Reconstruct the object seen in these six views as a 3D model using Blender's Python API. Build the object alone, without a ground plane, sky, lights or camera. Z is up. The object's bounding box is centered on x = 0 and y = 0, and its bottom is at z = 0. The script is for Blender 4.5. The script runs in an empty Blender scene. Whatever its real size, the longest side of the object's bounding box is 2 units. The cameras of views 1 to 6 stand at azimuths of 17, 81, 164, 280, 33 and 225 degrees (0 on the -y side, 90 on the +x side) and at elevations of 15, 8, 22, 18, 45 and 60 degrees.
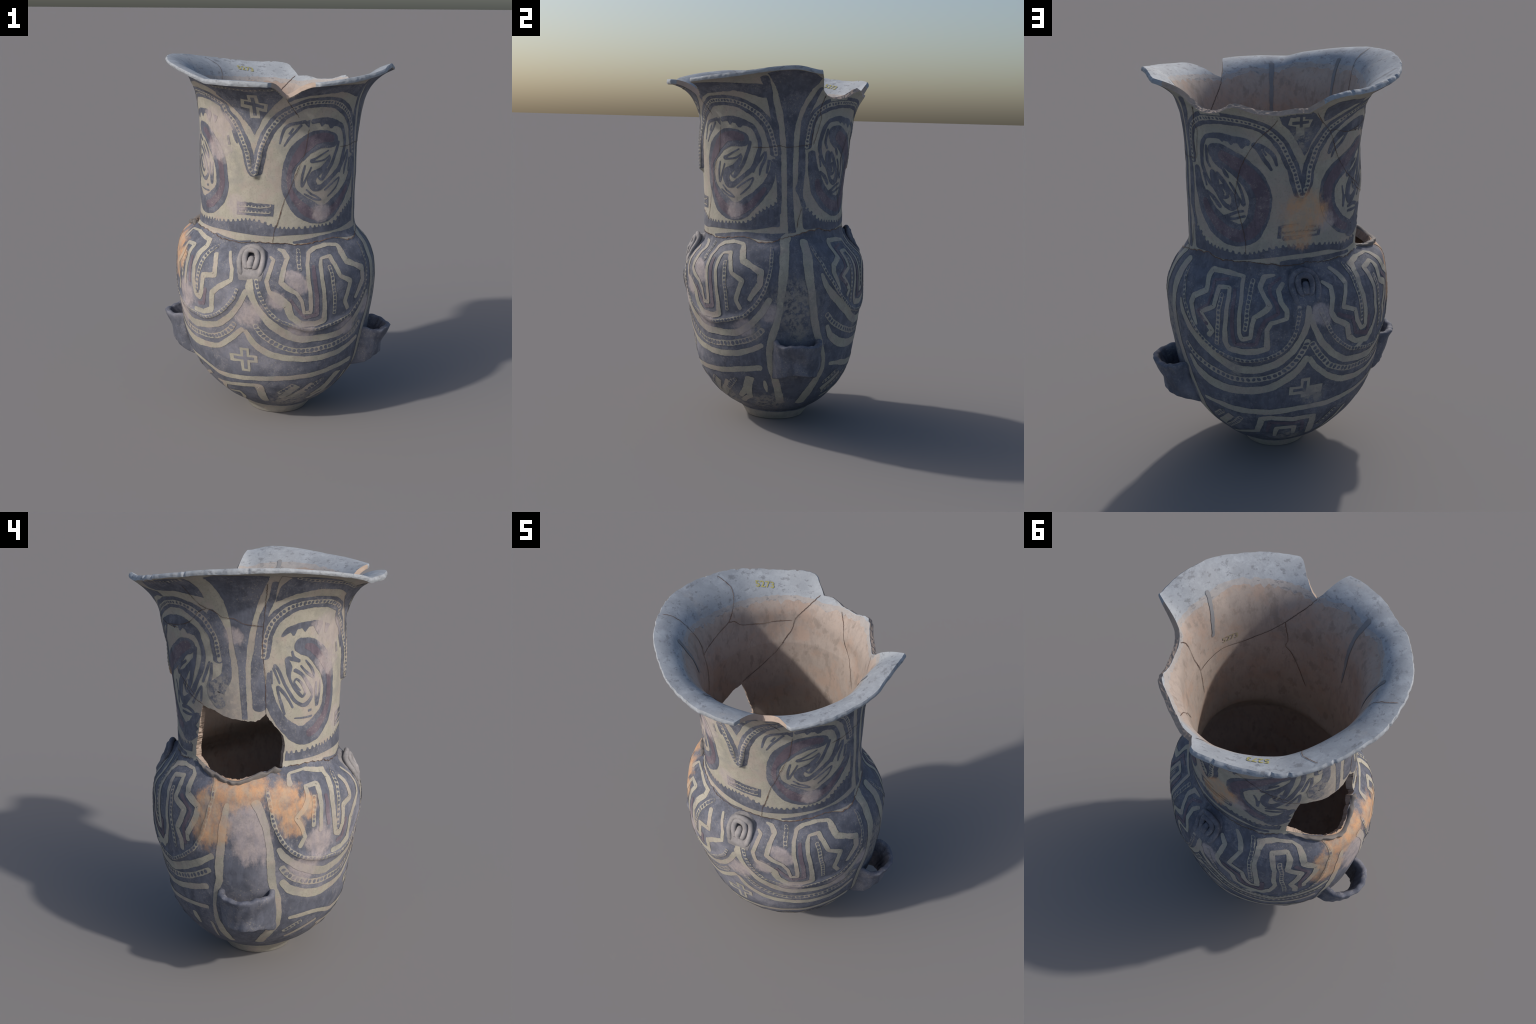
"""Painted, broken ceramic face-urn: flared neck, bulging belly, strap handles, pierced lugs, painted eyes and meanders.
The wall is a surface wall(phi, t): phi = degrees round the axis, t = height (up to 1.6), then 1.6..2.0 along the flare.
All paint is laid on that wall as thin slip ribbons that follow hand-placed spines."""
import bpy, bmesh, math, random
import numpy as np
from mathutils.geometry import delaunay_2d_cdt
from mathutils import Vector

rng = np.random.default_rng(7)
random.seed(7)

# ------------------------------------------------------------------ wall shape
def pchip(x, y, q):
    x = np.asarray(x, float); y = np.asarray(y, float); q = np.asarray(q, float)
    h = np.diff(x); d = np.diff(y) / h; m = np.zeros_like(y)
    for i in range(1, len(x) - 1):
        if d[i - 1] * d[i] > 0:
            w1 = 2 * h[i] + h[i - 1]; w2 = h[i] + 2 * h[i - 1]
            m[i] = (w1 + w2) / (w1 / d[i - 1] + w2 / d[i])
    m[0] = d[0]; m[-1] = d[-1]
    i = np.clip(np.searchsorted(x, q) - 1, 0, len(x) - 2); t = (q - x[i]) / h[i]
    return ((2*t**3 - 3*t**2 + 1) * y[i] + (t**3 - 2*t**2 + t) * h[i] * m[i]
            + (-2*t**3 + 3*t**2) * y[i + 1] + (t**3 - t**2) * h[i] * m[i + 1])

# height, half width in x, half width in y, centre x, centre y
PROFILE = np.array([
    (0.00,.166,.168,.016,.052),(0.02,.180,.182,.016,.052),(0.045,.196,.199,.015,.051),(0.057,.203,.208,.015,.050),(0.085,.249,.252,.012,.048),
    (0.12,.298,.300,.009,.046),(0.16,.344,.340,.006,.045),(0.20,.384,.374,.004,.044),(0.28,.446,.420,.000,.042),(0.36,.492,.446,.000,.041),
    (0.46,.522,.463,.000,.039),(0.58,.541,.485,-.002,.0365),(0.70,.559,.505,-.004,.0345),(0.82,.567,.514,-.005,.032),
    (0.90,.561,.507,-.006,.032),(0.96,.547,.483,-.009,.036),(1.00,.530,.440,-.010,.036),(1.03,.510,.407,-.010,.032),
    (1.06,.480,.394,-.006,.024),(1.10,.440,.393,.006,.018),(1.14,.431,.395,.008,.017),(1.20,.430,.395,.008,.017),
    (1.30,.427,.398,.008,.016),(1.40,.428,.404,.008,.015),(1.50,.427,.413,.009,.014),(1.60,.432,.421,.010,.013)])
# dents and swellings of the hand-built wall: angle, t, spread in angle, spread in t, depth
DENTS = [(170,1.66,35,.13,-.018),(45,1.34,25,.16,-.016),(40,1.0,25,.06,-.012),(225,1.0,30,.05,.010),(130,1.03,70,.045,.022),(355,1.35,25,.2,.010),(190,.82,30,.15,-.010),(55,1.74,20,.06,-.012),(310,1.03,35,.04,.012),(230,1.84,18,.05,.014),(172,1.80,25,.06,-.012),(135,1.82,35,.07,-.018),(178,1.085,24,.035,.008),(130,1.92,25,.05,-.012),(165,1.90,42,.06,-.015)]
# lip: angle, radius, height of the unbroken mouth
RIM = np.array([
    (0, .613, 1.972), (12, .617, 1.956), (24, .600, 1.985), (36, .592, 1.966), (48, .585, 1.965), (60, .58, 1.955), (75, .575, 1.942),
    (90, .570, 1.93), (102, .578, 1.937), (110, .577, 1.945), (120, .577, 1.943), (132, .590, 1.953), (144, .605, 1.968), (160, .602, 1.984),
    (174, .604, 1.996), (185, .611, 2.0), (200, .608, 1.994), (212, .607, 1.980), (228, .602, 1.955), (240, .608, 1.932), (250, .607, 1.906),
    (262, .617, 1.906), (275, .62, 1.904), (290, .623, 1.895), (306, .633, 1.903), (318, .636, 1.917), (330, .632, 1.931),
    (342, .633, 1.951), (352, .62, 1.967)])
RIM[:, 2] -= .017                                     # outer face of the lip; its thickness lies above
# how far up the wall still stands: angle, t (2.0 = whole lip); the low stretches are the breaks
BREAK = np.array([
    (0, 2.0), (12.3, 2.0), (14.3, 1.975), (18, 1.911), (21, 1.857), (24, 1.834), (28, 1.823), (32, 1.828), (36, 1.835), (42, 1.848), (44, 1.857),
    (48, 1.877), (51, 1.901), (54, 1.911), (59, 1.909), (65, 1.896), (72, 1.899), (78, 1.904), (84, 1.927), (89, 1.935), (92.5, 1.93), (96, 1.962),
    (99, 1.989), (101.5, 2.0), (281, 2.0), (282.5, 1.968), (285, 1.913), (288, 1.859), (290.5, 1.835), (294, 1.852), (297, 1.886), (300, 1.929),
    (303, 1.985), (304.5, 2.0), (360, 2.0)])
# outline of the hole knocked through the side: angle, t
HOLE = np.array([
    (152.5, 1.372), (161.6, 1.356), (168.5, 1.331), (178.6, 1.316), (188.7, 1.308), (192.7, 1.327), (195.4, 1.346), (197.4, 1.313), (202.9, 1.269),
    (206.6, 1.234), (207.6, 1.193), (206.4, 1.135), (206.3, 1.089), (201.7, 1.096), (194.5, 1.086), (186.6, 1.073), (178.9, 1.062),
    (172.2, 1.066), (165.0, 1.075), (154.9, 1.090), (147.8, 1.108), (142.8, 1.120), (143.7, 1.167), (146.2, 1.22), (149.0, 1.307)])
# inside edge of the dark slip on the lip
LIP_LINE = np.array([(0, 1.884), (15, 1.884), (60, 1.90), (104, 1.895), (121, 1.90), (141, 1.872), (155, 1.862), (170, 1.853), (183, 1.853), (201, 1.868),
                     (213, 1.868), (226, 1.876), (242, 1.89), (260, 1.862), (271, 1.869), (283, 1.846), (295, 1.853), (307, 1.868), (322, 1.876), (338, 1.89), (360, 1.884)])

def periodic(table, col, deg):
    n = 4
    x = np.concatenate([table[-n:, 0] - 360, table[:, 0], table[:n, 0] + 360])
    y = np.concatenate([table[-n:, col], table[:, col], table[:n, col]])
    return pchip(x, y, np.mod(deg, 360))

def plain_wall(phi, t):
    z = np.clip(t, 0, 1.6); c, s = np.cos(phi), np.sin(phi)
    a, b, cx, cy = (pchip(PROFILE[:, 0], PROFILE[:, k], z) for k in (1, 2, 3, 4))
    u = np.clip((t - 1.6) / .4, 0, 1.2)
    R, Z = periodic(RIM, 1, np.degrees(phi)), periodic(RIM, 2, np.degrees(phi))
    r0 = np.hypot(.432 * c, .421 * s)
    ang = np.radians(18 - 2 * np.cos(2 * phi) + 22.2 * s)      # how steeply the lip ends: level in front, rising behind
    l1 = .1485; l2 = .168 + .036 * s
    bez = lambda p0, p1, p2, p3: (1-u)**3*p0 + 3*(1-u)**2*u*p1 + 3*(1-u)*u*u*p2 + u**3*p3
    fr = bez(r0, r0 + (.127 + .146 * s) * l1, R - l2 * np.cos(ang), R)
    fz = bez(1.6, 1.6 + l1, Z - l2 * np.sin(ang), Z)
    ex = np.clip(1 - u, 0, 1); sc = fr / r0
    fx = .010 + (1 - ex) * fr * c + ex * .432 * c * sc
    fy = .013 + .007 * u + (1 - ex) * fr * s + ex * .421 * s * sc
    up = t > 1.6; g = 0
    for p, tc, sp, st, am in DENTS:
        g = g + am * np.exp(-((((np.degrees(phi) - p + 180) % 360 - 180) / sp) ** 2) - ((t - tc) / st) ** 2)
    return np.stack([np.where(up, fx, cx + a * c) + g * c, np.where(up, fy, cy + b * s) + g * s, np.where(up, fz, z)], -1)

def lattice_noise(p, scale, seed):
    """smooth value noise on 3D points (numpy)"""
    g = np.random.default_rng(seed).random((32, 32, 32))
    q = p * scale + 100.0; i = np.floor(q).astype(int); f = q - i; f = f * f * (3 - 2 * f); i %= 32; j = (i + 1) % 32
    r = 0
    for a in (0, 1):
        for b in (0, 1):
            for c in (0, 1):
                w = (f[..., 0] if a else 1 - f[..., 0]) * (f[..., 1] if b else 1 - f[..., 1]) * (f[..., 2] if c else 1 - f[..., 2])
                r = r + w * g[(j if a else i)[..., 0], (j if b else i)[..., 1], (j if c else i)[..., 2]]
    return r * 2 - 1

def smooth_line(points, step=1.0, k=.38):
    """Catmull-Rom through (phi, t[, w]) control points, resampled about every 6 mm"""
    p = np.array(points, float)
    if len(p) == 2:
        n = 8
        return p[0] + (p[1] - p[0]) * np.linspace(0, 1, n)[:, None]
    ext = np.vstack([2 * p[0] - p[1], p, 2 * p[-1] - p[-2]]); out = []
    for i in range(1, len(ext) - 2):
        a, b, c, d = ext[i - 1:i + 3]
        L = math.hypot((c[0] - b[0]) * .0078, c[1] - b[1]); n = max(2, int(L / .005 * step) + 1)
        u = np.linspace(0, 1, n, endpoint=False)[:, None]
        # small k keeps painted corners angular
        m1 = k * (c - a); m2 = k * (d - b)
        out.append((2*u**3 - 3*u**2 + 1) * b + (u**3 - 2*u**2 + u) * m1 + (-2*u**3 + 3*u**2) * c + (u**3 - u**2) * m2)
    return np.vstack(out + [p[-1:]])

# spines of the raised parts, needed by the wall itself
NOSES = [
    [(270.4, 1.424), (272.5, 1.489), (274.1, 1.549), (276.5, 1.602), (279.9, 1.656), (284.5, 1.706)],
    [(270.4, 1.424), (266.9, 1.460), (265.1, 1.525), (262.9, 1.577), (259.6, 1.629), (255.0, 1.695)],
    [(91.9, 1.441), (88.9, 1.516), (87.0, 1.572), (84.3, 1.621), (79.7, 1.687)],
    [(92.1, 1.441), (95.4, 1.505), (96.1, 1.559), (97.8, 1.606), (100.2, 1.657)]]
SWAGS = [
    [(345.7,1.037),(346.2,0.998),(347.0,0.945),(346.5,0.896),(344.8,0.833),(341.3,0.766),(335.4,0.704),(329.2,0.662),(307.5,0.611),(296.2,0.635),(287.1,0.675),(281.9,0.721),(277.7,0.796),(275.8,0.854),(274.8,0.896)],
    [(264.9,0.836),(262.4,0.781),(258.8,0.737),(252.0,0.678),(242.1,0.637),(234.6,0.644),(225.0,0.655),(215.0,0.684),(209.3,0.717),(203.9,0.768),(200.3,0.834),(198.4,0.895),(198.5,0.973),(198.9,1.030)],
    [(16.9,1.041),(17.6,1.001),(20.0,0.950),(23.3,0.897),(27.5,0.845),(32.6,0.786),(38.7,0.734),(46.0,0.690),(54.5,0.667),(61.8,0.664),(69.6,0.681),(76.4,0.712),(81.7,0.763),(84.7,0.828),(86.0,0.896),(86.4,0.946)],
    [(96.6,0.923),(99.8,0.850),(103.9,0.775),(109.4,0.719),(116.6,0.671),(135.6,0.631),(146.1,0.671),(155.2,0.730),(160.2,0.796),(163.0,0.862),(165.5,0.931),(167.0,0.983),(166.3,1.031),(163.8,1.066)]]

NG, NT = 1440, 801
_ph = np.radians(np.arange(NG + 1) * 360 / NG); _tt = np.linspace(0, 2, NT)
GRID = plain_wall(_ph[:, None] + 0 * _tt, _tt[None] + 0 * _ph[:, None])
def grid_normals(g):
    dphi = np.empty_like(g); dphi[1:-1] = g[2:] - g[:-2]; dphi[0] = dphi[-1] = g[1] - g[-2]
    n = np.cross(dphi, np.gradient(g, axis=1))
    return n / (np.linalg.norm(n, axis=-1, keepdims=True) + 1e-12)
NORM = grid_normals(GRID)

def ridge(grid_phi, grid_t, spine, width, height):
    """bump along a spine; height may be a function of t"""
    line = smooth_line(spine, .5); best = np.full(grid_phi.shape, 9.)
    for (p, t) in line:
        d = np.hypot(((grid_phi - p + 180) % 360 - 180) * .0078, grid_t - t)
        np.minimum(best, d, out=best)
    return height * np.exp(-(best / width) ** 2)

_gp = np.degrees(_ph)[:, None] + 0 * _tt; _gt = _tt[None] + 0 * _gp
DISP = .0045 * lattice_noise(GRID, 3.2, 1) + .0022 * lattice_noise(GRID, 9, 2) + .0009 * lattice_noise(GRID, 28, 3)
_bump = 0 * DISP
for s in NOSES:
    sel = slice(0, NT)
    _bump = np.maximum(_bump, ridge(_gp, _gt, s, .017, 1.0) * np.clip(1 - (_gt - 1.42) / .28, 0, 1) * .024)
for s in SWAGS:
    _bump = np.maximum(_bump, ridge(_gp, _gt, s, .018, .0085) * np.clip((1.0 - _gt) / .22, .15, 1))
DISP += _bump
DISP *= np.clip(_gt / .03, .15, 1)
WALL = GRID + NORM * DISP[..., None]
WNORM = grid_normals(WALL)

def look(table, phi, t):
    """bilinear lookup in a (phi, t) table; phi in degrees"""
    a = np.mod(phi, 360) / 360 * NG; b = np.clip(t, 0, 2) / 2 * (NT - 1)
    i = np.clip(a.astype(int), 0, NG - 1); j = np.clip(b.astype(int), 0, NT - 2); a = (a - i)[..., None]; b = (b - j)[..., None]
    return (table[i, j] * (1 - a) + table[i + 1, j] * a) * (1 - b) + (table[i, j + 1] * (1 - a) + table[i + 1, j + 1] * a) * b

def wall(phi, t, off=0.0):
    phi, t = np.broadcast_arrays(np.asarray(phi, float), np.asarray(t, float))
    return look(WALL, phi, t) + look(NORM, phi, t) * np.asarray(off)[..., None]

def edge_t(phi):
    """where the wall ends: the chipped lip or a break"""
    phi = np.mod(np.asarray(phi, float), 360)
    base = np.interp(phi, BREAK[:, 0], BREAK[:, 1])
    chip = np.interp(phi, np.arange(0, 361, 1.0), CHIPS)      # small losses along the edge
    return np.clip(base - chip, 1.7, 2.0)
_c = np.abs(rng.normal(0, .0022, 181)); _c[180] = _c[0]
CHIPS = pchip(np.arange(0, 361, 2.0), _c, np.arange(0, 361, 1.0)) + .005 * (rng.random(361) > .97); CHIPS[360] = CHIPS[0]

def inside_polygon(px, py, poly):
    x, y = poly[:, 0], poly[:, 1]; x2, y2 = np.roll(x, -1), np.roll(y, -1); c = np.zeros(px.shape, bool)
    for a, b, c2, d in zip(x, y, x2, y2):
        if b != d:
            c ^= ((b > py) != (d > py)) & (px < (c2 - a) * (py - b) / (d - b) + a)
    return c
_h = np.vstack([HOLE, HOLE[:1]]); _hp = []
for a, b in zip(_h[:-1], _h[1:]):                       # roughen the hole's outline
    n = max(2, int(math.hypot((b[0] - a[0]) * .0078, b[1] - a[1]) / .012))
    for k in range(n):
        p = a + (b - a) * k / n
        _hp.append(p + (rng.normal(0, .2), rng.normal(0, .0016)) if k else p)
HOLE_EDGE = np.array(_hp)

# ------------------------------------------------------------------ materials
def new_mat(name):
    m = bpy.data.materials.new(name); m.use_nodes = True
    nt = m.node_tree; nt.nodes.clear()
    return m, nt
def node(nt, kind, **kw):
    n = nt.nodes.new(kind)
    for k, v in kw.items():
        if k == "inp":
            for a, b in v.items(): n.inputs[a].default_value = b
        else: setattr(n, k, v)
    return n
def mix_col(nt, fac, a, b, mode="MIX"):
    n = node(nt, "ShaderNodeMix", data_type="RGBA", blend_type=mode)
    for sock, v in ((n.inputs[0], fac), (n.inputs[6], a), (n.inputs[7], b)):
        if isinstance(v, bpy.types.NodeSocket): nt.links.new(v, sock)
        else: sock.default_value = v if isinstance(v, (int, float)) else (*v, 1)
    return n.outputs[2]
def math_n(nt, op, a, b=None, c=None, clamp=False):
    n = node(nt, "ShaderNodeMath", operation=op, use_clamp=clamp)
    for k, v in enumerate((a, b, c)):
        if v is None: continue
        if isinstance(v, bpy.types.NodeSocket): nt.links.new(v, n.inputs[k])
        else: n.inputs[k].default_value = v
    return n.outputs[0]
def step_n(nt, v, lo, hi):
    n = node(nt, "ShaderNodeMapRange", interpolation_type="SMOOTHSTEP")
    nt.links.new(v, n.inputs[0]); n.inputs[1].default_value = lo; n.inputs[2].default_value = hi
    return n.outputs[0]
def noise_n(nt, co, scale, detail=4, rough=.55, stretch=None):
    if stretch:
        mp = node(nt, "ShaderNodeMapping"); mp.inputs["Scale"].default_value = stretch; nt.links.new(co, mp.inputs[0]); co = mp.outputs[0]
    n = node(nt, "ShaderNodeTexNoise", inp={"Scale": scale, "Detail": detail, "Roughness": rough}); nt.links.new(co, n.inputs["Vector"])
    return n.outputs["Fac"]

# places where the slip has flaked, burnt orange or gone pinkish: (angle, t, radius)
ORANGE = [(166, .84, .085), (165, .95, .07), (176, 1.03, .10), (190, 1.03, .07), (207, .975, .085), (209, .86, .06), (217, .93, .06), (96, 1.36, .11), (91, 1.27, .08)]
PINK = [(185, .87, .10), (187, .77, .09), (224, .74, .075), (270.6, .70, .075), (177, 1.68, .04), (245, 1.67, .07), (236, 1.68, .07), (98, .89, .05), (286, .78, .05), (296, .885, .045), (299, .855, .04), (293, .915, .03), (347, .69, .05), (240, 1.55, .07), (226, 1.45, .055), (300, .60, .06), (216, .62, .07), (330, .60, .05), (255, 1.25, .06), (318, 1.22, .05), (110, 1.30, .05)]
WORN = [(2.6, .76, .12), (4, .68, .09), (352, .72, .06), (337, .59, .05), (167, 1.43, .08), (172, 1.36, .05), (54, .60, .04), (95.7, .44, .055), (300, .15, .10), (345, .14, .09), (84, .16, .06), (90, 1.74, .055), (245, 1.55, .06), (5, .60, .06)]
PALE_PATCH = [(256, .76, .13), (262, .52, .15), (240, .62, .12), (276, .97, .08), (226, .54, .10), (285, .46, .11), (292, .66, .08), (232, .80, .10), (345, .68, .07), (196, .60, .08), (20, .40, .06)]  # lighter lilac-grey areas of dark paint, most of them on the belly front
def patch_mask(nt, co, places, soft, wob, edge):
    total = None
    for (p, t, r) in places:
        c = wall(p, t)
        d = node(nt, "ShaderNodeVectorMath", operation="DISTANCE"); nt.links.new(co, d.inputs[0]); d.inputs[1].default_value = tuple(float(v) for v in c)
        q = math_n(nt, "DIVIDE", d.outputs["Value"], r)
        total = q if total is None else math_n(nt, "MINIMUM", total, q)
    q = math_n(nt, "MULTIPLY_ADD", wob, edge, total)
    return step_n(nt, q, 1.0 + soft + edge * .5, 1.0 - soft + edge * .5)

def stain_group():
    g = bpy.data.node_groups.new("stains", "ShaderNodeTree")
    for nm in ("orange", "pink", "worn", "pale_patch"): g.interface.new_socket(nm, in_out="OUTPUT", socket_type="NodeSocketFloat")
    tc = node(g, "ShaderNodeTexCoord"); co = tc.outputs["Object"]; out = node(g, "NodeGroupOutput")
    n1 = noise_n(g, co, 17, 10, .74, (1, 1, .6)); n2 = noise_n(g, co, 38, 5, .7)
    g.links.new(patch_mask(g, co, ORANGE, .34, n1, 2.4), out.inputs[0])
    g.links.new(patch_mask(g, co, PINK, .30, n1, 2.2), out.inputs[1])
    w = patch_mask(g, co, WORN, .45, n1, 1.4)
    g.links.new(math_n(g, "MULTIPLY", w, step_n(g, n2, .40, .56)), out.inputs[2])
    g.links.new(patch_mask(g, co, PALE_PATCH, .55, n1, 1.6), out.inputs[3])
    return g
STAINS = stain_group()

CREAM = (.405, .376, .312); CREAM2 = (.350, .326, .284)
SLATE = (.122, .130, .164); SLATE2 = (.090, .096, .124)
PLUM = (.142, .112, .136); PLUM2 = (.112, .094, .122)
BUFF = (.41, .340, .298); CLAY = (.36, .25, .19)
ORANGE_C = (.60, .335, .175); PINK_C = (.45, .385, .37)

def pottery(name, base, base2, kind):
    """kind: pale ground, dark paint, lip slip, inside, edge"""
    m, nt = new_mat(name); co = node(nt, "ShaderNodeTexCoord").outputs["Object"]
    big = noise_n(nt, co, 3.2, 6, .65); mid = noise_n(nt, co, 15, 7, .68); fine = noise_n(nt, co, 95, 4, .7)
    streak = noise_n(nt, co, 34, 5, .7, (1, 1, .35)); cloud = noise_n(nt, co, 6.5, 9, .72)
    scale = lambda c, k: tuple(v * k for v in c)
    amt = lambda s, lo, hi, k: math_n(nt, "MULTIPLY", step_n(nt, s, lo, hi), k)
    col = mix_col(nt, step_n(nt, big, .36, .66), base, base2)
    if kind in ("pale", "dark"):
        st = node(nt, "ShaderNodeGroup"); st.node_tree = STAINS
        o, p, w, bl = st.outputs
        if kind == "dark":
            col = mix_col(nt, amt(mid, .42, .60, .50), col, scale(base2, .80))
            col = mix_col(nt, amt(cloud, .47, .60, .55), col, tuple(v * 1.05 + g for v, g in zip(base, (.070, .064, .063))))    # paler, greyer clouding
            col = mix_col(nt, math_n(nt, "MULTIPLY", bl, math_n(nt, "MULTIPLY_ADD", step_n(nt, mid, .40, .60), .45, .30)), col, tuple(v + g for v, g in zip(base, (.135, .122, .125))))
            col = mix_col(nt, amt(streak, .48, .62, .38), col, scale(base, 1.42))
            # brush-thin and rubbed paint lets the pale ground through as flecks
            fleck = math_n(nt, "MULTIPLY", step_n(nt, noise_n(nt, co, 130, 4, .65), .56, .64), step_n(nt, cloud, .44, .58))
            col = mix_col(nt, math_n(nt, "MULTIPLY", fleck, .60), col, scale(CREAM2, .95))
            col = mix_col(nt, math_n(nt, "MULTIPLY", w, .85), col, (.29, .268, .24))
        else:
            col = mix_col(nt, amt(mid, .42, .58, .62), col, (.325, .312, .255))
            col = mix_col(nt, amt(cloud, .47, .58, .65), col, (.385, .322, .285))
            col = mix_col(nt, amt(noise_n(nt, co, 4.1, 8, .7), .50, .62, .60), col, (.275, .270, .248))
            col = mix_col(nt, amt(streak, .50, .66, .32), col, scale(base2, .76))
            col = mix_col(nt, amt(noise_n(nt, co, 120, 3, .6), .58, .66, .35), col, (.20, .19, .175))
            col = mix_col(nt, math_n(nt, "MULTIPLY", w, .55), col, (.22, .21, .21))
        pinks = mix_col(nt, step_n(nt, streak, .35, .65), PINK_C, (.37, .325, .335))
        col = mix_col(nt, math_n(nt, "MULTIPLY", p, math_n(nt, "MULTIPLY_ADD", step_n(nt, mid, .3, .6), .4, .45 if kind == "dark" else .25)), col, pinks)
        ember = mix_col(nt, step_n(nt, streak, .35, .65), ORANGE_C, (.47, .345, .24)); ember = mix_col(nt, amt(cloud, .5, .7, .6), ember, (.52, .27, .13))
        col = mix_col(nt, math_n(nt, "MULTIPLY", o, math_n(nt, "MULTIPLY_ADD", step_n(nt, mid, .3, .6), .42, .46 if kind == "dark" else .28)), col, ember)
    elif kind == "lip":
        col = mix_col(nt, amt(cloud, .45, .60, .55), col, scale(base, 1.25))
        facet = node(nt, "ShaderNodeTexVoronoi", inp={"Scale": 16.0}); nt.links.new(co, facet.inputs["Vector"])
        sep = node(nt, "ShaderNodeSeparateColor"); nt.links.new(facet.outputs["Color"], sep.inputs[0])
        col = mix_col(nt, math_n(nt, "MULTIPLY", sep.outputs[0], .28), col, scale(base2, .80))
        col = mix_col(nt, amt(noise_n(nt, co, 24, 7, .72, (1, 1, 2)), .54, .62, .62), col, (.16, .165, .18))
        col = mix_col(nt, amt(noise_n(nt, co, 5, 6, .7), .58, .72, .5), col, (.37, .35, .335))
    elif kind == "inside":
        col = mix_col(nt, amt(cloud, .47, .62, .60), col, (.40, .285, .225))
        col = mix_col(nt, amt(streak, .48, .62, .40), col, scale(base2, .76))
        col = mix_col(nt, amt(noise_n(nt, co, 19, 5, .65, (1, 1, .5)), .56, .64, .55), col, (.24, .20, .175))
    else:
        col = mix_col(nt, amt(mid, .42, .70, .5), col, scale(base2, .72)); col = mix_col(nt, amt(fine, .45, .7, .35), col, scale(base, 1.2))
    col = mix_col(nt, amt(fine, .46, .74, .22), col, scale(base2, .68))
    bs = node(nt, "ShaderNodeBsdfPrincipled"); bs.inputs["Roughness"].default_value = .74; bs.inputs["Specular IOR Level"].default_value = .28
    nt.links.new(col, bs.inputs["Base Color"])
    bp_ = node(nt, "ShaderNodeBump"); bp_.inputs["Strength"].default_value = .30; bp_.inputs["Distance"].default_value = .003
    nt.links.new(math_n(nt, "ADD", mid, math_n(nt, "MULTIPLY", fine, .5)), bp_.inputs["Height"]); nt.links.new(bp_.outputs[0], bs.inputs["Normal"])
    out = node(nt, "ShaderNodeOutputMaterial"); nt.links.new(bs.outputs[0], out.inputs[0])
    return m

MAT = {
    "pale": pottery("pale_slip", CREAM, CREAM2, "pale"),
    "slate": pottery("slate_paint", SLATE, SLATE2, "dark"),
    "purple": pottery("plum_paint", PLUM, PLUM2, "dark"),
    "worn": pottery("rubbed_slip", (.30, .28, .25), (.25, .24, .225), "pale"),
    "coil": pottery("rubbed_grey_slip", (.235, .222, .222), (.185, .18, .188), "dark"),
    "lip": pottery("lip_slip", (.345, .37, .402), (.285, .305, .335), "lip"),
    "inside": pottery("bare_buff_clay", BUFF, (.345, .295, .265), "inside"),
    "lip_fade": pottery("thin_lip_slip", (.37, .335, .315), (.315, .31, .315), "lip"),
    "clay": pottery("broken_clay", (.42, .33, .27), (.34, .27, .23), "edge"),
    "break_dark": pottery("dark_broken_clay", (.21, .185, .17), (.15, .14, .135), "edge"),
    "drip": pottery("thin_drip", (.24, .24, .25), (.20, .205, .22), "edge"),
    "crack": pottery("crack_shadow", (.13, .08, .062), (.09, .062, .052), "edge"),
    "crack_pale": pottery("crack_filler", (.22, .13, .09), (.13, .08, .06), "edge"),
    "ink": pottery("yellow_ink", (.40, .36, .12), (.34, .32, .15), "edge"),
    "ink_faint": pottery("faded_yellow_ink", (.34, .29, .17), (.30, .26, .18), "edge"),
}

# ------------------------------------------------------------------ object helpers
urn = bpy.data.objects.new("painted_urn", None)
bpy.context.scene.collection.objects.link(urn)
urn["label"] = "broken grey and cream painted clay urn with faces"
urn["category"] = "pottery urn"

def add_mesh(name, verts, faces, mat, normals=None, parent=None, smooth=True):
    me = bpy.data.meshes.new(name)
    verts = np.asarray(verts, np.float32); me.vertices.add(len(verts)); me.vertices.foreach_set("co", verts.ravel())
    if isinstance(faces, np.ndarray):
        n, k = faces.shape
        me.loops.add(n * k); me.loops.foreach_set("vertex_index", faces.astype(np.int32).ravel())
        me.polygons.add(n); me.polygons.foreach_set("loop_start", np.arange(n, dtype=np.int32) * k)
        me.update(calc_edges=True)
    else:
        me.clear_geometry(); me.from_pydata([tuple(map(float, v)) for v in verts], [], faces)
    me.validate(); me.update()
    me.polygons.foreach_set("use_smooth", np.full(len(me.polygons), smooth))
    me.materials.append(MAT[mat])
    if normals is not None and len(normals) == len(me.vertices):
        me.normals_split_custom_set_from_vertices(np.asarray(normals, float))
    ob = bpy.data.objects.new(name, me); bpy.context.scene.collection.objects.link(ob); ob.parent = parent or urn
    return ob

def compact(verts, faces, extra=None):
    used, inv = np.unique(faces, return_inverse=True)
    return verts[used], inv.reshape(faces.shape), (extra[used] if extra is not None else None)

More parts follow.
